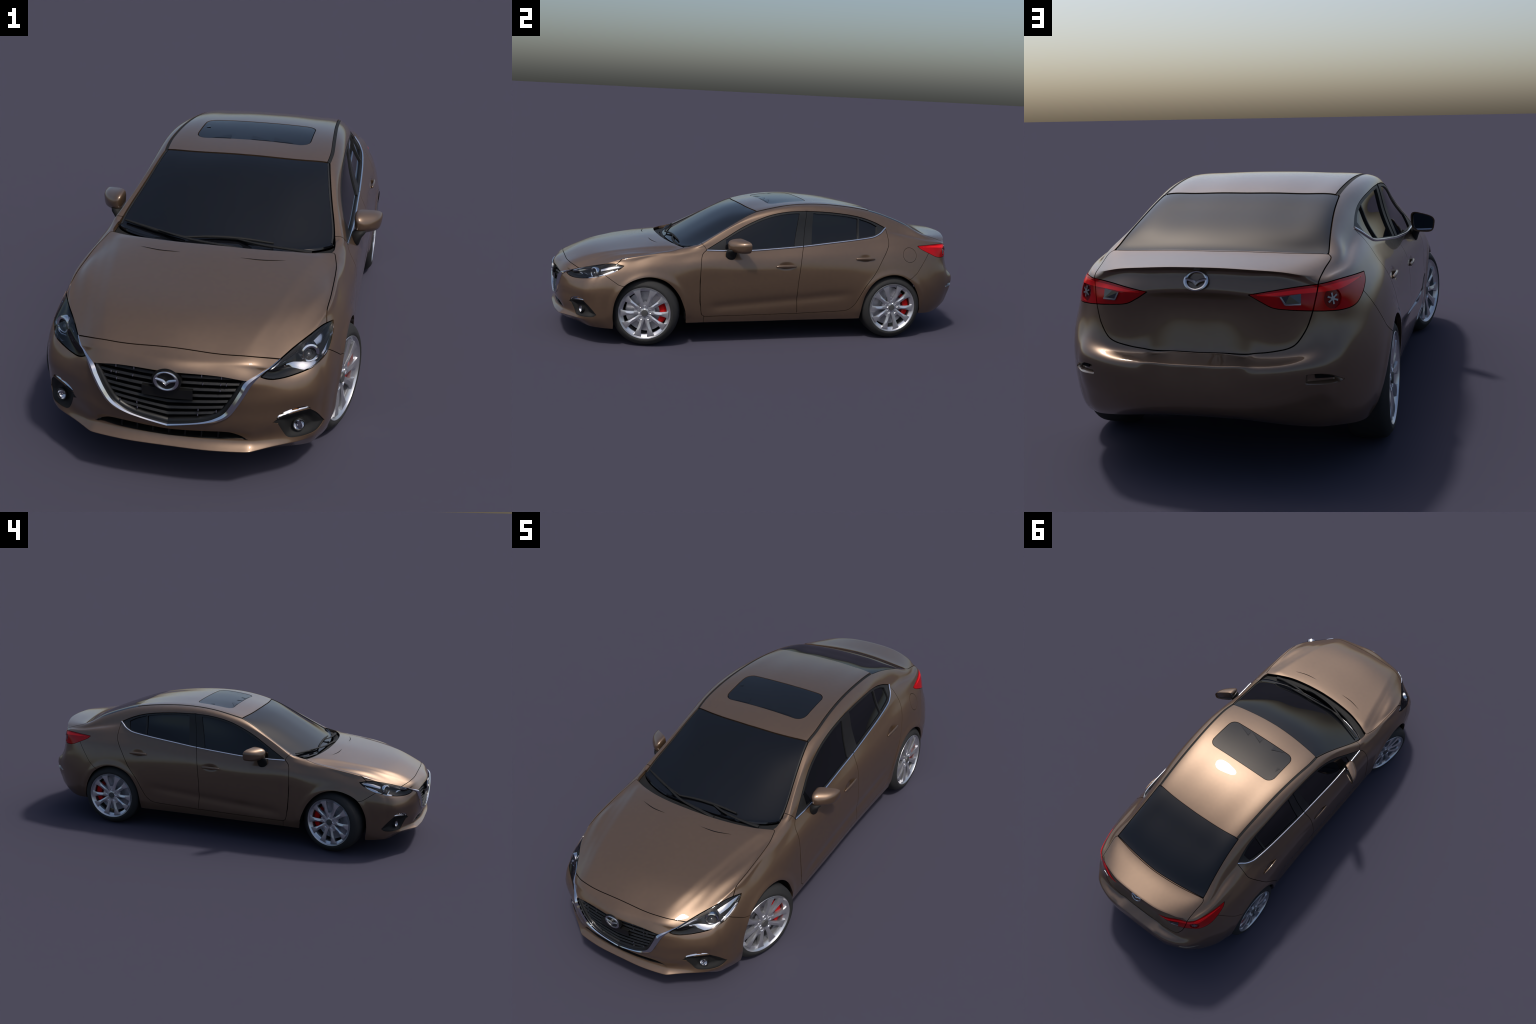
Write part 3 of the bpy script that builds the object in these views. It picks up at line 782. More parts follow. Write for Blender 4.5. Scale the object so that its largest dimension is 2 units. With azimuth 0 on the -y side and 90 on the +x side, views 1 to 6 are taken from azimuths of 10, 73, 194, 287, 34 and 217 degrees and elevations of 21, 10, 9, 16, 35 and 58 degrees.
def cowl_tray():
    """Dark tray under the cowl and the bonnet's rear edge."""
    V, F = [], []
    xs = np.linspace(-.325, .325, 27)
    for x in xs:
        yr = np.interp(abs(x), [0, .095, .185, .258, .325], [-.52, -.516, -.503, -.482, -.45])
        V += [(x, yr, .405), (x, yr + .12, .405)]
    for i in range(len(xs) - 1): F.append((2 * i, 2 * i + 2, 2 * i + 3, 2 * i + 1))
    add("cowl_tray", V, F, DARK, smooth=False)
cowl_tray()

def underbody():
    """Floor pan: follows the sill edge, pulled in around the wheels, a little above it."""
    ys = np.linspace(-.93, .93, 94); V, F = [], []
    for y in ys:
        w = np.interp(y, [-.93, -.9, -.82, -.77, -.76, -.43, -.42, .42, .43, .75, .76, .85, .93], [.19, .23, .30, .34, .27, .27, .355, .355, .27, .27, .33, .30, .22])
        z = np.interp(y, [-.93, -.5, .5, .75, .93], [.104, .112, .112, .128, .150])
        V += [(-w, y, z), (w, y, z)]
    for i in range(len(ys) - 1): F.append((2 * i, 2 * i + 1, 2 * i + 3, 2 * i + 2))
    add("floor_pan", V, F, DARK, smooth=False)
underbody()

def wheel_housing(poly, name="wheel_housing"):
    """Dark liner: the arch outline carried inwards, closed at its inner end."""
    p = poly[(poly[:, 1] > .085)]
    V, F = [], []
    n = len(p)
    for x in (.382, .215):
        for y, z in p: V.append((x, y, z))
    for i in range(n - 1): F.append((i, i + 1, n + i + 1, n + i))
    F.append(tuple(range(n, 2 * n)))
    o = add(name, V, F, DARK, angle=40)
    # the outer edge tucks behind the fender skin
    for v in o.data.vertices:
        if v.co.x > .3:
            h = on_body((1, v.co.y, v.co.z), (-1, 0, 0))[0]
            if h is not None: v.co.x = h[0] - .012
    return o
for a in (ARCH_F, ARCH_R):
    mirrored(wheel_housing(a))

# ============================ 7. SMALL SOLIDS ==============================
def revolve(profile, seg=64, axis='X'):
    """Surface of revolution about local X: profile of (x, r)."""
    V, F = [], []; m = len(profile)
    for k in range(seg):
        a = 2 * math.pi * k / seg
        for x, r in profile: V.append((x, r * math.sin(a), r * math.cos(a)))
    for k in range(seg):
        k2 = (k + 1) % seg
        for i in range(m - 1):
            F.append((k * m + i, k * m + i + 1, k2 * m + i + 1, k2 * m + i))
    return V, F

def sweep(points, radius, sides=8, flat=1.0, up=(0, 0, 1)):
    """Tube along a 3-D polyline; radius may vary; flat squashes it across the up direction."""
    p = np.array(points, float); m = len(p); V, F = [], []
    r = np.full(m, radius) if np.isscalar(radius) else np.array(radius)
    for i in range(m):
        t = unit(p[min(i + 1, m - 1)] - p[max(i - 1, 0)])
        s = np.cross(t, up); s = unit(s) if np.linalg.norm(s) > 1e-6 else np.array([1., 0, 0]); u = np.cross(s, t)
        for k in range(sides):
            a = 2 * math.pi * (k + .5) / sides
            V.append(p[i] + s * r[i] * math.cos(a) + u * r[i] * flat * math.sin(a))
    for i in range(m - 1):
        for k in range(sides):
            k2 = (k + 1) % sides
            F.append((i * sides + k, i * sides + k2, (i + 1) * sides + k2, (i + 1) * sides + k))
    F.append(tuple(range(sides))[::-1]); F.append(tuple((m - 1) * sides + k for k in range(sides)))
    return V, F

def box(cx, cy, cz, sx, sy, sz):
    V = [(cx + i * sx / 2, cy + j * sy / 2, cz + k * sz / 2) for i in (-1, 1) for j in (-1, 1) for k in (-1, 1)]
    F = [(0, 1, 3, 2), (4, 6, 7, 5), (0, 4, 5, 1), (2, 3, 7, 6), (0, 2, 6, 4), (1, 5, 7, 3)]
    return V, F

def merge(parts):
    V, F = [], []
    for v, f in parts:
        b = len(V); V += [tuple(x) for x in v]; F += [tuple(i + b for i in q) for q in f]
    return V, F

def prism(outline, place, thick):
    """Solid plate from a 2-D outline; place(u, v, w) maps to 3-D, w is the thickness direction."""
    n = len(outline)
    V = [place(u, v, 0) for u, v in outline] + [place(u, v, thick) for u, v in outline]
    F = [tuple(range(n))[::-1], tuple(range(n, 2 * n))] + [(i, (i + 1) % n, n + (i + 1) % n, n + i) for i in range(n)]
    return V, F

# ============================ 8. WHEELS ====================================
TYRE_R, RIM_R = .152, .1175
def make_wheel_meshes():
    """Meshes of one wheel, local X pointing out of the car, origin at the hub on the wheel face."""
    out = {}
    w = .107                                         # tyre width
    prof = [(-w, .112), (-w - .001, .122), (-w + .002, .135), (-w + .009, .1455), (-w + .020, .1505), (-w / 2, TYRE_R), (-.024, .1508), (-.012, .1470),
            (-.004, .1390), (.002, .1290), (.0025, .1225), (.0005, .1182), (-.003, .1165)]
    q = [tuple(x) for x in spline(prof, 3)]
    out["tyre"] = (*revolve(q, 96), RUBBER, 60)
    # rim: lip, sloping flange face, barrel
    rim = [(-.006, .1165), (.0005, .1178), (.0020, .1170), (.0016, .1158), (-.0010, .1146), (-.006, .1090), (-.0095, .1030), (-.0110, .0995), (-.016, .0985),
           (-.030, .1015), (-.075, .1040), (-.090, .1120)]
    parts = [revolve(rim, 96)]
    # five pairs of twisted spokes
    def spoke(base, tip_a):
        """Loft from hub to flange with a ridged section; angles in radians (from +z, towards +y)."""
        secs = []
        for t in np.linspace(0, 1, 9):
            r = .019 + t * (.1065 - .019)
            a = base + (tip_a - base) * (t ** .85)
            wd = np.interp(t, [0, .25, .6, .85, 1], [.0094, .0088, .0090, .0126, .0178])      # half width
            x = np.interp(t, [0, .3, .7, 1], [-.0080, -.0065, -.0040, -.0020])
            ridge = np.interp(t, [0, .4, .8, 1], [.0008, .0032, .0036, .0002])
            lean = np.interp(t, [0, .5, 1], [0, .30, -.45]) * np.sign(tip_a - base)
            c, s_ = math.cos(a), math.sin(a)
            rad = np.array([0, s_, c]); tan = np.array([0, c, -s_]); ox = np.array([1., 0, 0])
            ctr = rad * r + ox * x
            secs.append([ctr - tan * wd - ox * .005, ctr - tan * wd * .93, ctr + tan * wd * lean + ox * ridge, ctr + tan * wd * .93, ctr + tan * wd - ox * .005, ctr + tan * wd * .6 - ox * .017, ctr - tan * wd * .6 - ox * .017])
        V = [p for s in secs for p in s]; m = len(secs[0]); F = []
        for i in range(len(secs) - 1):
            for k in range(m):
                F.append((i * m + k, (i + 1) * m + k, (i + 1) * m + (k + 1) % m, i * m + (k + 1) % m))
        F.append(tuple(range(m))); F.append(tuple((len(secs) - 1) * m + k for k in range(m))[::-1])
        return V, F
    for k in range(5):
        a0 = 2 * math.pi * k / 5
        for sgn in (-1, 1):
            parts.append(spoke(a0 + sgn * math.radians(18), a0 + sgn * math.radians(20)))
    # webs that join each pair near the hub
    for k in range(5):
        a0 = 2 * math.pi * k / 5
        ang = [(.018, -.30), (.046, -.27), (.050, 0), (.046, .27), (.018, .30)]
        parts.append(prism([(r * math.sin(a0 + a), r * math.cos(a0 + a)) for r, a in ang], lambda u, v, w: (-.022 + w, u, v), .0135))
    # hub boss with five lug wells
    parts.append(revolve([(-.035, .030), (-.020, .0335), (-.0105, .0320), (-.0085, .0285), (-.0070, .0200), (-.0060, .0150), (-.010, .0148)], 60))
    out["rim"] = (*merge(parts), ALLOY, 32)
    out["lug_nut"] = (*revolve([(-.016, .0092), (-.0065, .0094), (-.0050, .0090), (-.0060, .0076), (-.0085, .0062), (-.0080, .0040), (-.0070, .0001)], 20), ALLOY, 35)
    out["hub_cap"] = (*revolve([(-.012, .0146), (-.0030, .0146), (-.0014, .0138), (-.0010, .0100), (-.0008, .0001)], 32), CAPGREY, 40)
    out["brake_disc"] = (*revolve([(-.052, .045), (-.052, .0905), (-.046, .0905), (-.046, .045), (-.040, .044), (-.040, .0001)], 64), STEEL, 40)
    # hub carrier closes the view through the wheel
    out["wheel_well_disc"] = (*revolve([(-.080, .104), (-.078, .05), (-.078, .0001)], 48), DARK, 40)
    return out

def make_caliper():
    """Red caliper hugging the disc towards the back of the car (+y)."""
    V, F = [], []; n = 14
    for i in range(n):
        a = math.radians(np.interp(i, [0, n - 1], [48, 122]))
        end = 1 - .35 * (abs(2 * i / (n - 1) - 1) ** 4)
        for x, r in ((-.056, .066 + .006 * (1 - end)), (-.0225, .066 + .006 * (1 - end)), (-.0185, .073), (-.0195, .088 * end + .066 * (1 - end)), (-.026, .0965 * end + .07 * (1 - end)), (-.056, .0965 * end + .07 * (1 - end))):
            V.append((x, r * math.sin(a), r * math.cos(a)))
    for i in range(n - 1):
        for k in range(6):
            F.append((i * 6 + k, i * 6 + (k + 1) % 6, (i + 1) * 6 + (k + 1) % 6, (i + 1) * 6 + k))
    F.append(tuple(range(6))[::-1]); F.append(tuple((n - 1) * 6 + k for k in range(6)))
    return V, F

WM = {k: (add(k, v[0], v[1], v[2], angle=v[3])) for k, v in make_wheel_meshes().items()}
CAL = add("brake_caliper", *make_caliper(), CALIPER, angle=30)
STEER = math.radians(-16)
first = True
for sx, y, st in ((1, -.599, STEER), (-1, -.599, STEER), (1, .5875, 0), (-1, .5875, 0)):
    w = empty("wheel", parent=CAR)
    pivot = Vector((sx * .312, y, TYRE_R)); reach = .0785 if st else .0785
    rot = Matrix.Rotation(st, 4, 'Z')
    w.location = pivot + rot @ Vector((sx * reach, 0, 0))
    w.rotation_euler = (0, 0, st)
    for k, o in WM.items():
        for i in range(5 if k == "lug_nut" else 1):
            c = o if first and i == 0 else o.copy()
            if not (first and i == 0): SCENE.collection.objects.link(c)
            c.parent = w
            c.rotation_euler = (0, 0, 0 if sx > 0 else math.pi)
            if k == "lug_nut":
                a = 2 * math.pi * i / 5
                c.location = (0, .0262 * math.sin(a), .0262 * math.cos(a))
    c = CAL if first else CAL.copy()
    if not first: SCENE.collection.objects.link(c)
    c.parent = w
    if sx < 0: c.scale = (-1, 1, 1)
    first = False

# ============================ 9. FRONT: GRILLE, CHROME, BADGES ==============
def grille_half_width(z):
    xs, zs = zip(*CHROME_IN[:8])
    return float(np.interp(z, zs, xs))

def slat(zc, vee, w):
    """Horizontal bar with a sloping upper face, following the nose and the V of the surround."""
    V, F = [], []; xs = np.linspace(-w, w, 41)
    for x in xs:
        z = zc + vee * abs(x)
        y = front_y(x, zc)
        taper = .35 + .65 * min(1, (w - abs(x)) / .03 + .15)
        for dy, dz in ((.0110, -.0040), (.0095, -.0015), (.0135, .0030), (.027, .0048 * taper), (.027, -.0040)):
            V.append((x, y + dy, z + dz))
    m = 5
    for i in range(len(xs) - 1):
        for k in range(m):
            F.append((i * m + k, i * m + (k + 1) % m, (i + 1) * m + (k + 1) % m, (i + 1) * m + k))
    F.append(tuple(range(m))[::-1]); F.append(tuple((len(xs) - 1) * m + k for k in range(m)))
    return V, F

grille = empty("grille", (0, -.97, .25), CAR)
def to_grille(o):
    o.parent = grille; o.matrix_parent_inverse = Matrix.Translation((0, .97, -.25)); return o
for i, zc in enumerate((.3035, .2865, .2690, .2515, .2340, .2165, .2000)):
    vee = np.interp(zc, [.19, .31], [.13, .01])
    w = grille_half_width(zc + vee * .12) - .004
    to_grille(add("slat", *slat(zc, vee, w), GRILLE, angle=30))
# backing, inner black border, plate carrier
def grille_back():
    V, F = [], []; n = 29
    zs = np.linspace(.166, .322, 12)
    for z in zs:
        for x in np.linspace(-.20, .20, n): V.append((x, front_y(min(abs(x), .19), .25) + .034, z))
    for j in range(len(zs) - 1):
        for i in range(n - 1): F.append((j * n + i, j * n + i + 1, (j + 1) * n + i + 1, (j + 1) * n + i))
    return V, F
to_grille(add("grille_backing", *grille_back(), DARK))
V, F = [], []
inner = spline(CHROME_IN[:8], 6)
for x, z in inner:                                     # black border inside the chrome
    c = np.array([0, .27]); d = unit(c - [x, z])
    y = front_y(x, z)
    for w_, dy in ((-.003, .004), (.004, .003), (.0105, .008), (.012, .024)):
        V.append((x + d[0] * w_, y + dy, z + d[1] * w_))
for i in range(len(inner) - 1):
    for k in range(3): F.append((i * 4 + k, i * 4 + k + 1, (i + 1) * 4 + k + 1, (i + 1) * 4 + k))
V2 = V + [(-x, y, z) for x, y, z in V]; n_ = len(V)
F2 = F + [tuple(reversed([i + n_ for i in f])) for f in F]
to_grille(add("grille_border", V2, F2, GRILLE))
pv, pf = [], []
xs = np.linspace(-.062, .062, 17)
for x in xs:
    y = front_y(x, .25)
    for z, dy in ((.272, .012), (.270, .0035), (.2465, .0035), (.244, .012)): pv.append((x, y + dy, z + .03 * abs(x)))
for i in range(len(xs) - 1):
    for k in range(3): pf.append((i * 4 + k, i * 4 + k + 1, (i + 1) * 4 + k + 1, (i + 1) * 4 + k))
to_grille(add("plate_carrier", pv, pf, GRILLE, angle=40))
pins = []
for x, z in ((.128, .3085), (.082, .3110), (.127, .2930), (.085, .2920), (.126, .2775), (.118, .2220), (.074, .2090), (.075, .2225), (.140, .2930)):
    for s in (-1, 1):
        pins.append(box(s * x, front_y(x, z) + .006, z, .0022, .003, .0062))
to_grille(add("grille_pin", *merge(pins), SATIN, smooth=False, kind="stuff"))

def chrome_surround():
    """Bright wing-shaped frame: V under the grille, rising to the lamps, standing proud of the bumper."""
    o, i_ = spline(CHROME_OUT, 8), spline(CHROME_IN, 8)
    n = len(o); V, F = [], []
    for k in range(n):
        po, pi = o[k], i_[k]
        t = k / (n - 1)
        proud = np.interp(t, [0, .35, .7, .85, 1], [.0035, .0060, .0100, .006, .002])
        yo, yi = front_y(*po) , front_y(*pi)
        mid = po * .45 + pi * .55
        V += [(po[0], yo + .004, po[1]), (po[0], yo - proud * .55, po[1]), (mid[0], min(yo, yi) - proud, mid[1]), (pi[0], yi - proud * .45, pi[1]), (pi[0], yi + .012 * (1 - t) + .003, pi[1])]
    for k in range(n - 1):
        for j in range(4): F.append((k * 5 + j, k * 5 + j + 1, (k + 1) * 5 + j + 1, (k + 1) * 5 + j))
    b = len(V)
    V = V + [(-x, y, z) for x, y, z in V]
    F = F + [tuple(reversed([q + b for q in f])) for f in F]
    return V, F
add("grille_surround", *chrome_surround(), CHROME, angle=28)

def badge(w, h, place, name):
    """Oval ring with a winged V."""
    grp = []
    n = 56; V, F = [], []
    for k in range(n):
        a = 2 * math.pi * k / n; c, s = math.cos(a), math.sin(a)
        thick = .20 + .06 * abs(c) - .05 * max(0, s)
        for f, d in ((1, 0), (.99, .0030), (1 - thick * .5, .0042), (1 - thick, .0030), (1 - thick - .02, 0)):
            V.append(place(w / 2 * c * f, h / 2 * s * f, d))
    for k in range(n):
        k2 = (k + 1) % n
        for j in range(4): F.append((k * 5 + j, k * 5 + j + 1, k2 * 5 + j + 1, k2 * 5 + j))
    grp.append((V, F))
    # wings: a V whose arms sweep up into the ring
    top = spline([(-.40, .155), (-.27, .125), (-.13, .085), (-.05, .03), (0, -.035)], 6)
    bot = spline([(-.43, .03), (-.34, .00), (-.19, -.05), (-.09, -.125), (0, -.24)], 6)
    V, F = [], []
    m = len(top)
    P = [(x, y) for x, y in top] + [(-x, y) for x, y in top[::-1][1:]]
    Q = [(x, y) for x, y in bot] + [(-x, y) for x, y in bot[::-1][1:]]
    for (x, y), (u, v) in zip(P, Q):
        V += [place(x * w, y * h, .0005), place(x * w, y * h, .0030), place((x + u) / 2 * w, (y + v) / 2 * h, .0050), place(u * w, v * h, .0030), place(u * w, v * h, .0005)]
    for k in range(len(P) - 1):
        for j in range(4): F.append((k * 5 + j, (k + 1) * 5 + j, (k + 1) * 5 + j + 1, k * 5 + j + 1))
    grp.append((V, F))
    return add(name, *merge(grp), SATIN, angle=25)
yb = front_y(0, .296)
fb = badge(.062, .050, lambda u, v, d: (u, yb - .0015 - d + .02 * (v) , .2945 + v), "badge")
def oval(w, h, place, n=48):
    return [place(w / 2 * math.cos(2 * math.pi * k / n), h / 2 * math.sin(2 * math.pi * k / n)) for k in range(n)]
ring = oval(.072, .060, lambda u, v: (u, v))
add("badge_plate", *prism(ring, lambda u, v, d: (u, yb + .010 - d + .02 * v, .2945 + v), .0105), GRILLE, angle=30)

# rear badge on the boot lid
h, nb = on_body((0, 3, .455), (0, -1, 0))
slope = math.atan2(nb[2], nb[1])
def on_boot(u, v, d, c=h, a=slope):
    return (-u, c[1] + .004 - v * math.sin(a) + (d + .0005) * math.cos(a), c[2] + v * math.cos(a) + (d + .0005) * math.sin(a))
badge(.057, .0465, on_boot, "badge")

# ============================ 10. LAMP INTERIORS ===========================
def lamp_point(u, v, depth):
    """Point behind the headlamp lens; (u, v) in the lamp's own plane, measured from the projector."""
    o = np.array((.318, -.842, .327)) + LAMPAX[0] * u + LAMPAX[1] * v
    d = unit((.58, -.66, .48))
    p, _ = on_body(o + d * .3, -d)
    return (p if p is not None else o) - d * depth

def lamp_ring(r0, r1, d0, d1, centre=(0, 0), seg=40, a0=0, a1=360):
    V, F = [], []
    base = lamp_point(*centre, 0); dv = unit((.50, -.85, .10)); e1 = unit(np.cross([0, 0, 1], dv)); e2 = np.cross(dv, e1)
    prof = [(r1, d1), (r1, d0), ((r0 + r1) / 2, d0 - .0015), (r0, d0), (r0 - .001, d1)]
    n = seg + 1
    for k in range(n):
        a = math.radians(a0 + (a1 - a0) * k / seg)
        for r, d in prof: V.append(base - dv * d + (e1 * math.cos(a) + e2 * math.sin(a)) * r)
    m = len(prof)
    for k in range(seg):
        for j in range(m - 1): F.append((k * m + j, k * m + j + 1, (k + 1) * m + j + 1, (k + 1) * m + j))
    return V, F

def lamp_strip(line, width, depth, thick=.004):
    """Chrome blade inside the lamp along a polyline given as (u, v) in the lamp plane."""
    L = spline(line, 5); n = len(L); V, F = [], []
    wd = np.interp(np.linspace(0, 1, n), np.linspace(0, 1, len(width)), width)
    for k in range(n):
        t = unit(L[min(k + 1, n - 1)] - L[max(k - 1, 0)]); s = np.array([-t[1], t[0]])
        a = lamp_point(*(L[k] + s * wd[k] / 2), depth); c = lamp_point(*L[k], depth - .0015); b = lamp_point(*(L[k] - s * wd[k] / 2), depth)
        a2 = lamp_point(*(L[k] + s * wd[k] / 2), depth + thick); b2 = lamp_point(*(L[k] - s * wd[k] / 2), depth + thick)
        V += [a2, a, c, b, b2]
    for k in range(n - 1):
        for j in range(4): F.append((k * 5 + j, (k + 1) * 5 + j, (k + 1) * 5 + j + 1, k * 5 + j + 1))
    return V, F

def uv_of(p):
    """Lamp-plane coordinates of a 3-D point, measured from the projector."""
    return LAMPAX @ (np.array(p) - np.array((.318, -.842, .327)))

lamp_bits = [
    ("bezel", lamp_ring(.0165, .0245, .004, .020), CHROME),
    ("projector_shroud", lamp_ring(.0105, .0165, .008, .020), LAMPDARK),
    ("reflector", lamp_strip([uv_of((.262, -.897, .318)), uv_of((.283, -.878, .313)), uv_of((.305, -.866, .307)), uv_of((.325, -.850, .306)), uv_of((.342, -.826, .314))], [.004, .014, .020, .012, .005], .006), CHROME),
    ("reflector", lamp_strip([uv_of((.235, -.928, .318)), uv_of((.262, -.893, .329)), uv_of((.290, -.855, .339))], [.004, .007, .004], .005), CHROME),
    ("reflector", lamp_strip([uv_of((.328, -.812, .343)), uv_of((.340, -.780, .350)), uv_of((.350, -.748, .3565)), uv_of((.356, -.722, .3605))], [.017, .016, .011, .003], .004), CHROME),
    ("reflector", lamp_strip([uv_of((.343, -.822, .317)), uv_of((.352, -.795, .326)), uv_of((.357, -.765, .337)), uv_of((.358, -.742, .347))], [.005, .011, .010, .003], .004), CHROME),
]
for nm, (V, F), mat in lamp_bits:
    o = add(nm, V, F, mat, heads[0], angle=35); mirrored(o, parent=heads[1])
base = lamp_point(0, 0, .014)
bm = bmesh.new(); bmesh.ops.create_uvsphere(bm, u_segments=24, v_segments=16, radius=.0115)
V = [tuple(np.array(v.co) + base) for v in bm.verts]; F = [tuple(v.index for v in f.verts) for f in bm.faces]; bm.free()
o = add("projector_lens", V, F, EYE, heads[0]); mirrored(o, parent=heads[1])

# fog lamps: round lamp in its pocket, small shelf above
fc = np.array((.306, -.898, .160)); fd = unit((.35, -.93, .05)); f1 = unit(np.cross([0, 0, 1], fd)); f2 = np.cross(fd, f1)
def round_lamp(profile, seg=32):
    V, F = revolve(profile, seg)
    return [tuple(fc + fd * x + f1 * y + f2 * z) for x, y, z in V], F
for nm, prof, mat in (("fog_lamp", [(-.014, .0001), (-.013, .006), (-.010, .0095), (-.006, .0120), (-.004, .0128)], CHROME),
                      ("fog_lamp_ring", [(-.020, .0165), (-.004, .0160), (-.0025, .0148), (-.0040, .0128), (-.010, .0125)], TRIM),
                      ("fog_lamp_bulb", [(-.014, .0045), (-.006, .0042), (-.004, .0030), (-.0035, .0001)], CHROME)):
    o = add(nm, *round_lamp(prof), mat, fogs[0], angle=35); mirrored(o, parent=fogs[1])
# pointed fog brow and amber reflector of the indicator
sp = [on_body(np.array(p) + np.array((.62, -.76, .18)) * .2, (-.62, .76, -.18))[0] - np.array((.62, -.76, .18)) * .007 for p in ((.293, -.912, .2075), (.301, -.907, .2085), (.306, -.902, .2065))]
V, F = sweep(sp, [.0014, .0022, .0014], 8)
o = add("indicator_bulb", V, F, AMBER, signals[0]); mirrored(o, parent=signals[1])
# slim fins in the lower intake
fins = [box(x, front_y(abs(x), .148) + .012, .150, .003, .014, .020) for x in (-.12, -.08, -.04, 0, .04, .08, .12)]
add("intake_fin", *merge(fins), GRILLE, smooth=False)

# tail lamps: round star lamp outside, clear reversing lamp inside
def tail_place(c3, lift=.0015):
    d = unit((.45, .89, .08))
    c2 = TAILAX @ np.array(c3)
    def place(u, v, w):
        o = TAILAX[0] * (c2[0] + u) + TAILAX[1] * (c2[1] + v) + d * 2
        p, n = on_body(o, -d)
        return p + n * (w + lift)
    return place
pl = tail_place((.289, .889, .413), -.0035)
star = []
for k in range(6):
    a = math.radians(60 * k + 20)
    ca, sa = math.cos(a), math.sin(a)
    rect = [(.0035, -.0016), (.0128, -.0021), (.0128, .0021), (.0035, .0016)]
    star.append(prism([(u * ca - v * sa, u * sa + v * ca) for u, v in rect], pl, .003))
star.append(prism([(.0048 * math.cos(2 * math.pi * k / 12), .0048 * math.sin(2 * math.pi * k / 12)) for k in range(12)], pl, .0034))
o = add("star_reflector", *merge(star), STARGREY, TAIL_OUT[0], smooth=False); mirrored(o, parent=TAIL_OUT[1])
pr = tail_place((.207, .937, .4155), .0024)
rev = [(-.023, .0080), (-.004, .0095), (.022, .0115), (.020, -.0095), (-.013, -.0080)]
o = add("reversing_lamp", *prism([(-u, v) for u, v in rev][::-1], pr, .0008), EYE, TAIL_IN[0], smooth=False); mirrored(o, parent=TAIL_IN[1])
bits = []
edge = [(u, v) for u, v in rev]
for (u0, v0), (u1, v1) in (((.020, -.0095), (-.013, -.0080)), ((-.013, -.0080), (-.023, .0080))):
    t = unit((u1 - u0, v1 - v0)); s = np.array([-t[1], t[0]]) * .0016
    q = [(u0 - s[0], v0 - s[1]), (u1 - s[0], v1 - s[1]), (u1 + s[0], v1 + s[1]), (u0 + s[0], v0 + s[1])]
    bits.append(prism([(-u, v) for u, v in q][::-1], pr, .0022))
o = add("reversing_lamp_edge", *merge(bits), STARGREY, TAIL_IN[0], smooth=False); mirrored(o, parent=TAIL_IN[1])
# dark insert in the rear bumper slots
ps = tail_place((.287, .944, .2510), -.0100)
ins = [(-.026, .0075), (.004, .0065), (.020, .002), (.030, -.006), (.006, -.0045), (-.026, -.002)]
o = add("slot_insert", *prism([(-u, v) for u, v in ins][::-1], ps, .002), DARK, smooth=False); mirrored(o)

# ============================ 11. MIRRORS, HANDLES, WIPERS =================
def mirror_housing():
    """Pod lofted from the glass frame forward to a blunt nose, deeper on the inboard side."""
    A, B, C, D = np.array((.356, -.198, .4945)), np.array((.4430, -.147, .4800)), np.array((.4365, -.149, .4275)), np.array((.3635, -.192, .4250))
    n, rings = 40, 12
    frame_ = []
    for k in range(n):                                    # rounded quadrilateral
        a = 2 * math.pi * k / n
        c, s = math.cos(a), math.sin(a)
        e = .55
        u = .5 + .5 * np.sign(c) * abs(c) ** e; v = .5 + .5 * np.sign(s) * abs(s) ** e
        frame_.append((u, v))
    P = lambda u, v: (A * (1 - u) + B * u) * v + (D * (1 - u) + C * u) * (1 - v)
    V, F = [], []
    for j in range(rings):
        t = j / (rings - 1) * .985
        sc = (1 - t ** 2.8) ** .5
        for u, v in frame_:
            uu = .5 + (u - .5) * (sc * .5 + .5 * (1 - t ** 4) ** .5); vv = .52 + (v - .52) * sc
            p = P(uu, vv)
            depth = (.070 + (.050 - .070) * uu)
            V.append(p + np.array((.002, -1, .0)) * depth * t + np.array((0, 0, -.005)) * t)
    for j in range(rings - 1):
        for k in range(n): F.append((j * n + k, (j + 1) * n + k, (j + 1) * n + (k + 1) % n, j * n + (k + 1) % n))
    F.append(tuple((rings - 1) * n + k for k in range(n))[::-1])
    # inward lip and glass
    b = len(V)
    for f, back in ((.90, 0), (.86, .007)):
        for u, v in frame_:
            V.append(P(.5 + (u - .5) * f, .5 + (v - .5) * f) + np.array((0, -1, 0)) * back)
    for k in range(n):
        k2 = (k + 1) % n
        F.append((k, k2, b + k2, b + k)); F.append((b + k, b + k2, b + n + k2, b + n + k))
    G = [P(.5 + (u - .5) * .87 + .02, .5 + (v - .5) * .87) + np.array((0, -.0055, 0)) for u, v in frame_]
    return V, F, G
mv, mf, mg = mirror_housing()
mir = add("door_mirror", mv, mf, PAINT, angle=50)
mir2 = mirrored(mir)
g = add("mirror_glass", mg, [tuple(range(len(mg)))], MIRROR, mir); mirrored(g, parent=mir2)
V, F = [], []
n = 24
for z, cx, cy, rx, ry in ((.388, .368, -.224, .005, .009), (.395, .368, -.226, .011, .018), (.406, .368, -.227, .014, .024), (.418, .370, -.226, .016, .026), (.430, .376, -.224, .019, .026), (.440, .380, -.222, .017, .022)):
    for k in range(n):
        a = 2 * math.pi * k / n; V.append((cx + rx * math.cos(a), cy + ry * math.sin(a), z))
for j in range(5):
    for k in range(n): F.append((j * n + k, j * n + (k + 1) % n, (j + 1) * n + (k + 1) % n, (j + 1) * n + k))
F.append(tuple(range(n))[::-1]); F.append(tuple(5 * n + k for k in range(n)))
st = add("mirror_foot", V, F, MATT, mir); mirrored(st, parent=mir2)

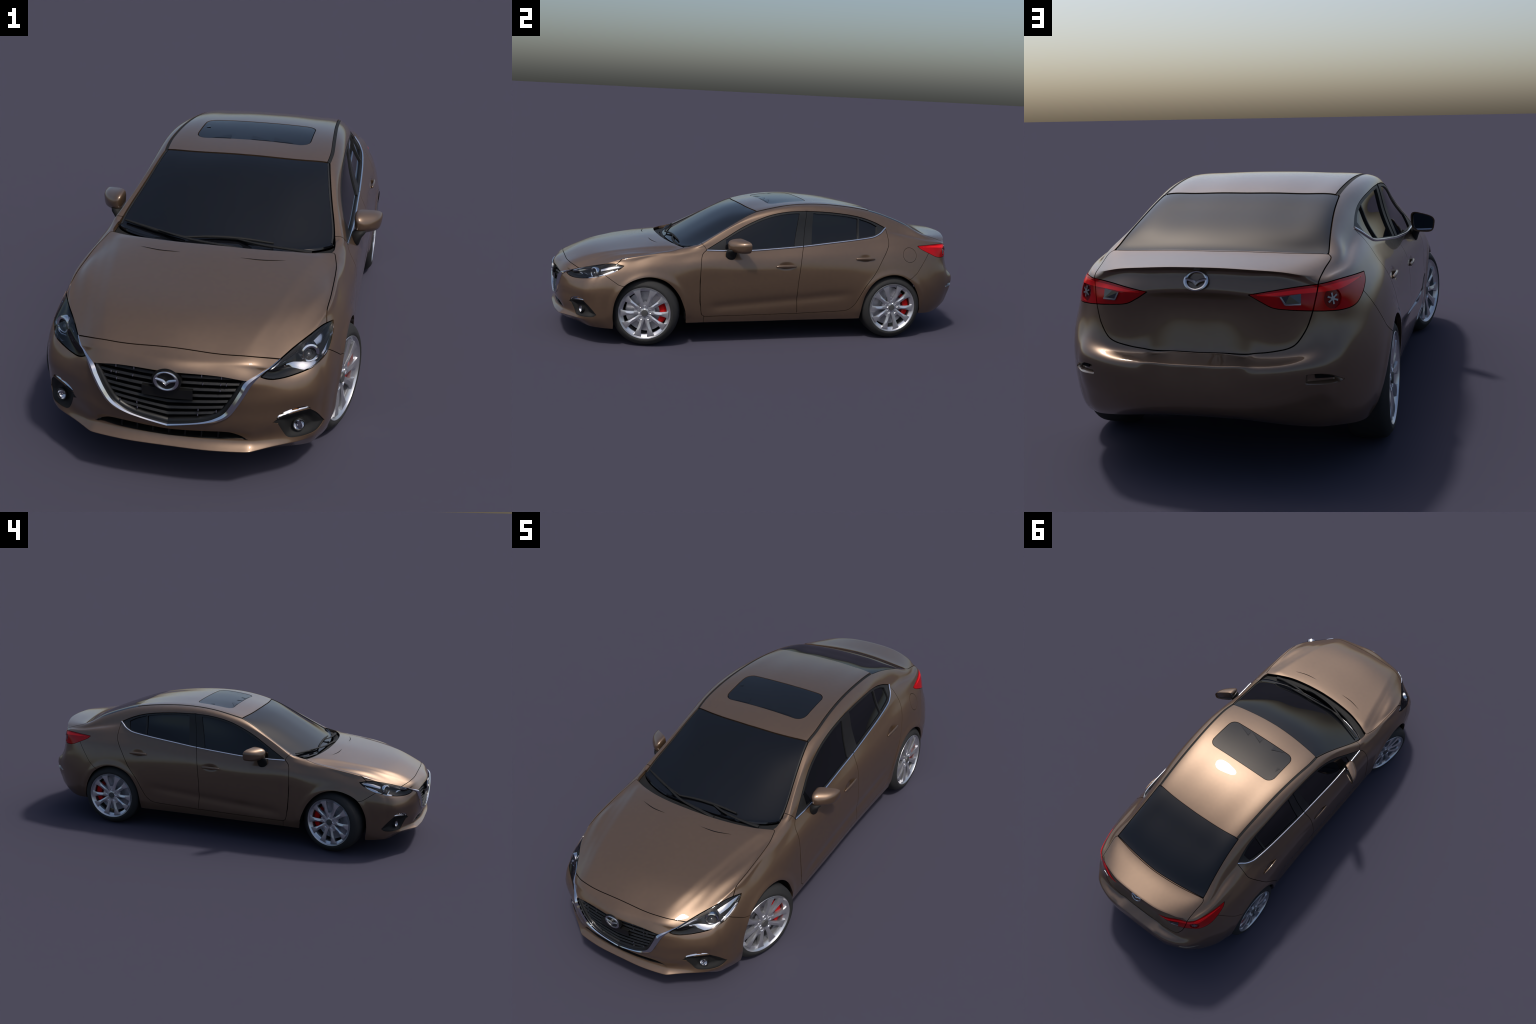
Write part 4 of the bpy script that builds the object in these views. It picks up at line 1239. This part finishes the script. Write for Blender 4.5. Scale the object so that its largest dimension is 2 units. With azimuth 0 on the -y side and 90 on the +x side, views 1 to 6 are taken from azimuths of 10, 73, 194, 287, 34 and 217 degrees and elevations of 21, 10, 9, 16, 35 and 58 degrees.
def handle(y0, y1, z, doors):
    """Bow-shaped pull bar over its hollow."""
    V, F = [], []; n, m = 25, 16
    for i in range(n):
        t = i / (n - 1); y = y0 + (y1 - y0) * t
        zz = z + .0015 * math.sin(math.pi * t)
        p, nn = on_body((1, y, zz), (-1, 0, 0))
        e = (1 - abs(2 * t - 1) ** 5) ** .5 if 0 < t < 1 else .02
        bow = .0065 * math.sin(math.pi * min(max(t, .12), .88)) ** .5
        base = np.interp(t, [0, 1], [on_body((1, y0, z), (-1, 0, 0))[0][0], on_body((1, y1, z), (-1, 0, 0))[0][0]])
        for k in range(m):
            a = 2 * math.pi * k / m
            V.append((base + bow * .8 + .0045 * e * math.cos(a), y, zz + .0068 * e * math.sin(a)))
    for i in range(n - 1):
        for k in range(m): F.append((i * m + k, (i + 1) * m + k, (i + 1) * m + (k + 1) % m, i * m + (k + 1) % m))
    F.append(tuple(range(m))); F.append(tuple((n - 1) * m + k for k in range(m))[::-1])
    o = add("door_handle", V, F, PAINT, doors[0]); mirrored(o, parent=doors[1])
handle(-.012, .089, .3585, doors_f)
handle(.388, .487, .3905, doors_r)

def glass_z(x, y):
    p, _ = on_body((x, y, 2), (0, 0, -1)); return p[2]
def on_glass(pts, lift):
    return [(x, y, max(glass_z(x, y), z0) + lift) for x, y, z0 in pts]
def wiper(blade, arm):
    w = empty("wiper", blade[0], CAR)
    inv = Matrix.Translation(-Vector(blade[0]))
    b = spline(on_glass(blade, .006), 6)
    arm_ = spline(arm, 8)
    parts = (("wiper_blade", sweep(b, np.interp(np.linspace(0, 1, len(b)), [0, .5, 1], [.0035, .0055, .0035]), 8, flat=.9), MATT),
             ("wiper_arm", sweep(arm_, np.interp(np.linspace(0, 1, len(arm_)), [0, .3, 1], [.0085, .0065, .0035]), 8, flat=.6), MATT))
    for nm, (V, F), mat in parts:
        o = add(nm, V, F, mat, w, angle=40); o.matrix_parent_inverse = inv
wiper([(-.105, -.446, .440), (-.02, -.437, .440), (.07, -.433, .441), (.152, -.432, .441)],
      [(.262, -.448, .438), (.215, -.455, .443), (.12, -.452, .448), (.04, -.432, .452)])
wiper([(-.300, -.377, .440), (-.240, -.402, .440), (-.170, -.428, .440), (-.105, -.444, .440)],
      [(.085, -.486, .438), (.03, -.484, .446), (-.08, -.468, .450), (-.185, -.425, .453)])
# two thin dark marks on the bonnet
def thin_mark(pts):
    V, F = [], []; p = spline(pts, 6); n = len(p)
    for k in range(n):
        w_ = .0016 * math.sin(math.pi * k / (n - 1)) + .0002
        for s in (-1, 1):
            x, y = p[k][0], p[k][1] + s * w_
            q, nn = on_body((x, y, 2), (0, 0, -1)); V.append(q + nn * .0006)
    for k in range(n - 1): F.append((2 * k, 2 * k + 1, 2 * k + 3, 2 * k + 2))
    return V, F
o = add("dark_mark", *thin_mark([(.085, -.5615), (.145, -.557), (.203, -.540)]), DARK, bonnet); mirrored(o, parent=bonnet)

# thin tilted triangles lying just above the sunroof glass
SHARDS = [[(.137, .008), (.068, .036), (.071, .006)], [(.065, .006), (-.004, .036), (-.002, .005)], [(-.132, .006), (-.074, .035), (-.071, .006)], [(-.166, .123), (-.159, .099), (-.174, .097)]]
def flap(pts):
    return [tuple(on_body((x, y, 2), (0, 0, -1))[0] + np.array((0, 0, .0011 if k == 1 else .0001))) for k, (x, y) in enumerate(pts)], [(0, 1, 2)]
add("sunroof_shard", *merge([flap(t) for t in SHARDS]), SUNROOF, smooth=False, kind="stuff")

# bright moulding along the window sills
def belt_moulding(y_from, y_to, doors):
    lo, hi = spline(DLO_BOT, 10), tip
    pts, rad = [], []
    for y in np.linspace(y_from, y_to, 60):
        z = (np.interp(y, lo[::-1, 0], lo[::-1, 1]) + np.interp(y, tip[::-1, 0], tip[::-1, 1])) / 2
        q, nn = on_body((1, y, z), (-1, 0, 0))
        pts.append(q + nn * .0006); rad.append(.0036)
    V, F = sweep(pts, rad, 12, flat=.95)
    o = add("belt_moulding", V, F, CHROMETRIM, doors[0], angle=60); mirrored(o, parent=doors[1])
belt_moulding(-.337, .1265, doors_f)
belt_moulding(.1305, .5685, doors_r)

# black skirt under each sill
V, F = [], []
ys = np.linspace(-.424, .420, 40)
for y in ys:
    q = S.P[(np.abs(S.P[:, 1] - y) < .02) & (S.P[:, 2] < .12) & (S.P[:, 0] > .3)]
    x = q[:, 0].min() if len(q) else .37; z = q[:, 2].min() if len(q) else .097
    V += [(x - .004, y, z + .012), (x - .005, y, z - .001), (x - .012, y, z - .005), (x - .05, y, z - .005)]
for i in range(len(ys) - 1):
    for k in range(3): F.append((i * 4 + k, (i + 1) * 4 + k, (i + 1) * 4 + k + 1, i * 4 + k + 1))
mirrored(add("sill_skirt", V, F, MATT, angle=40))
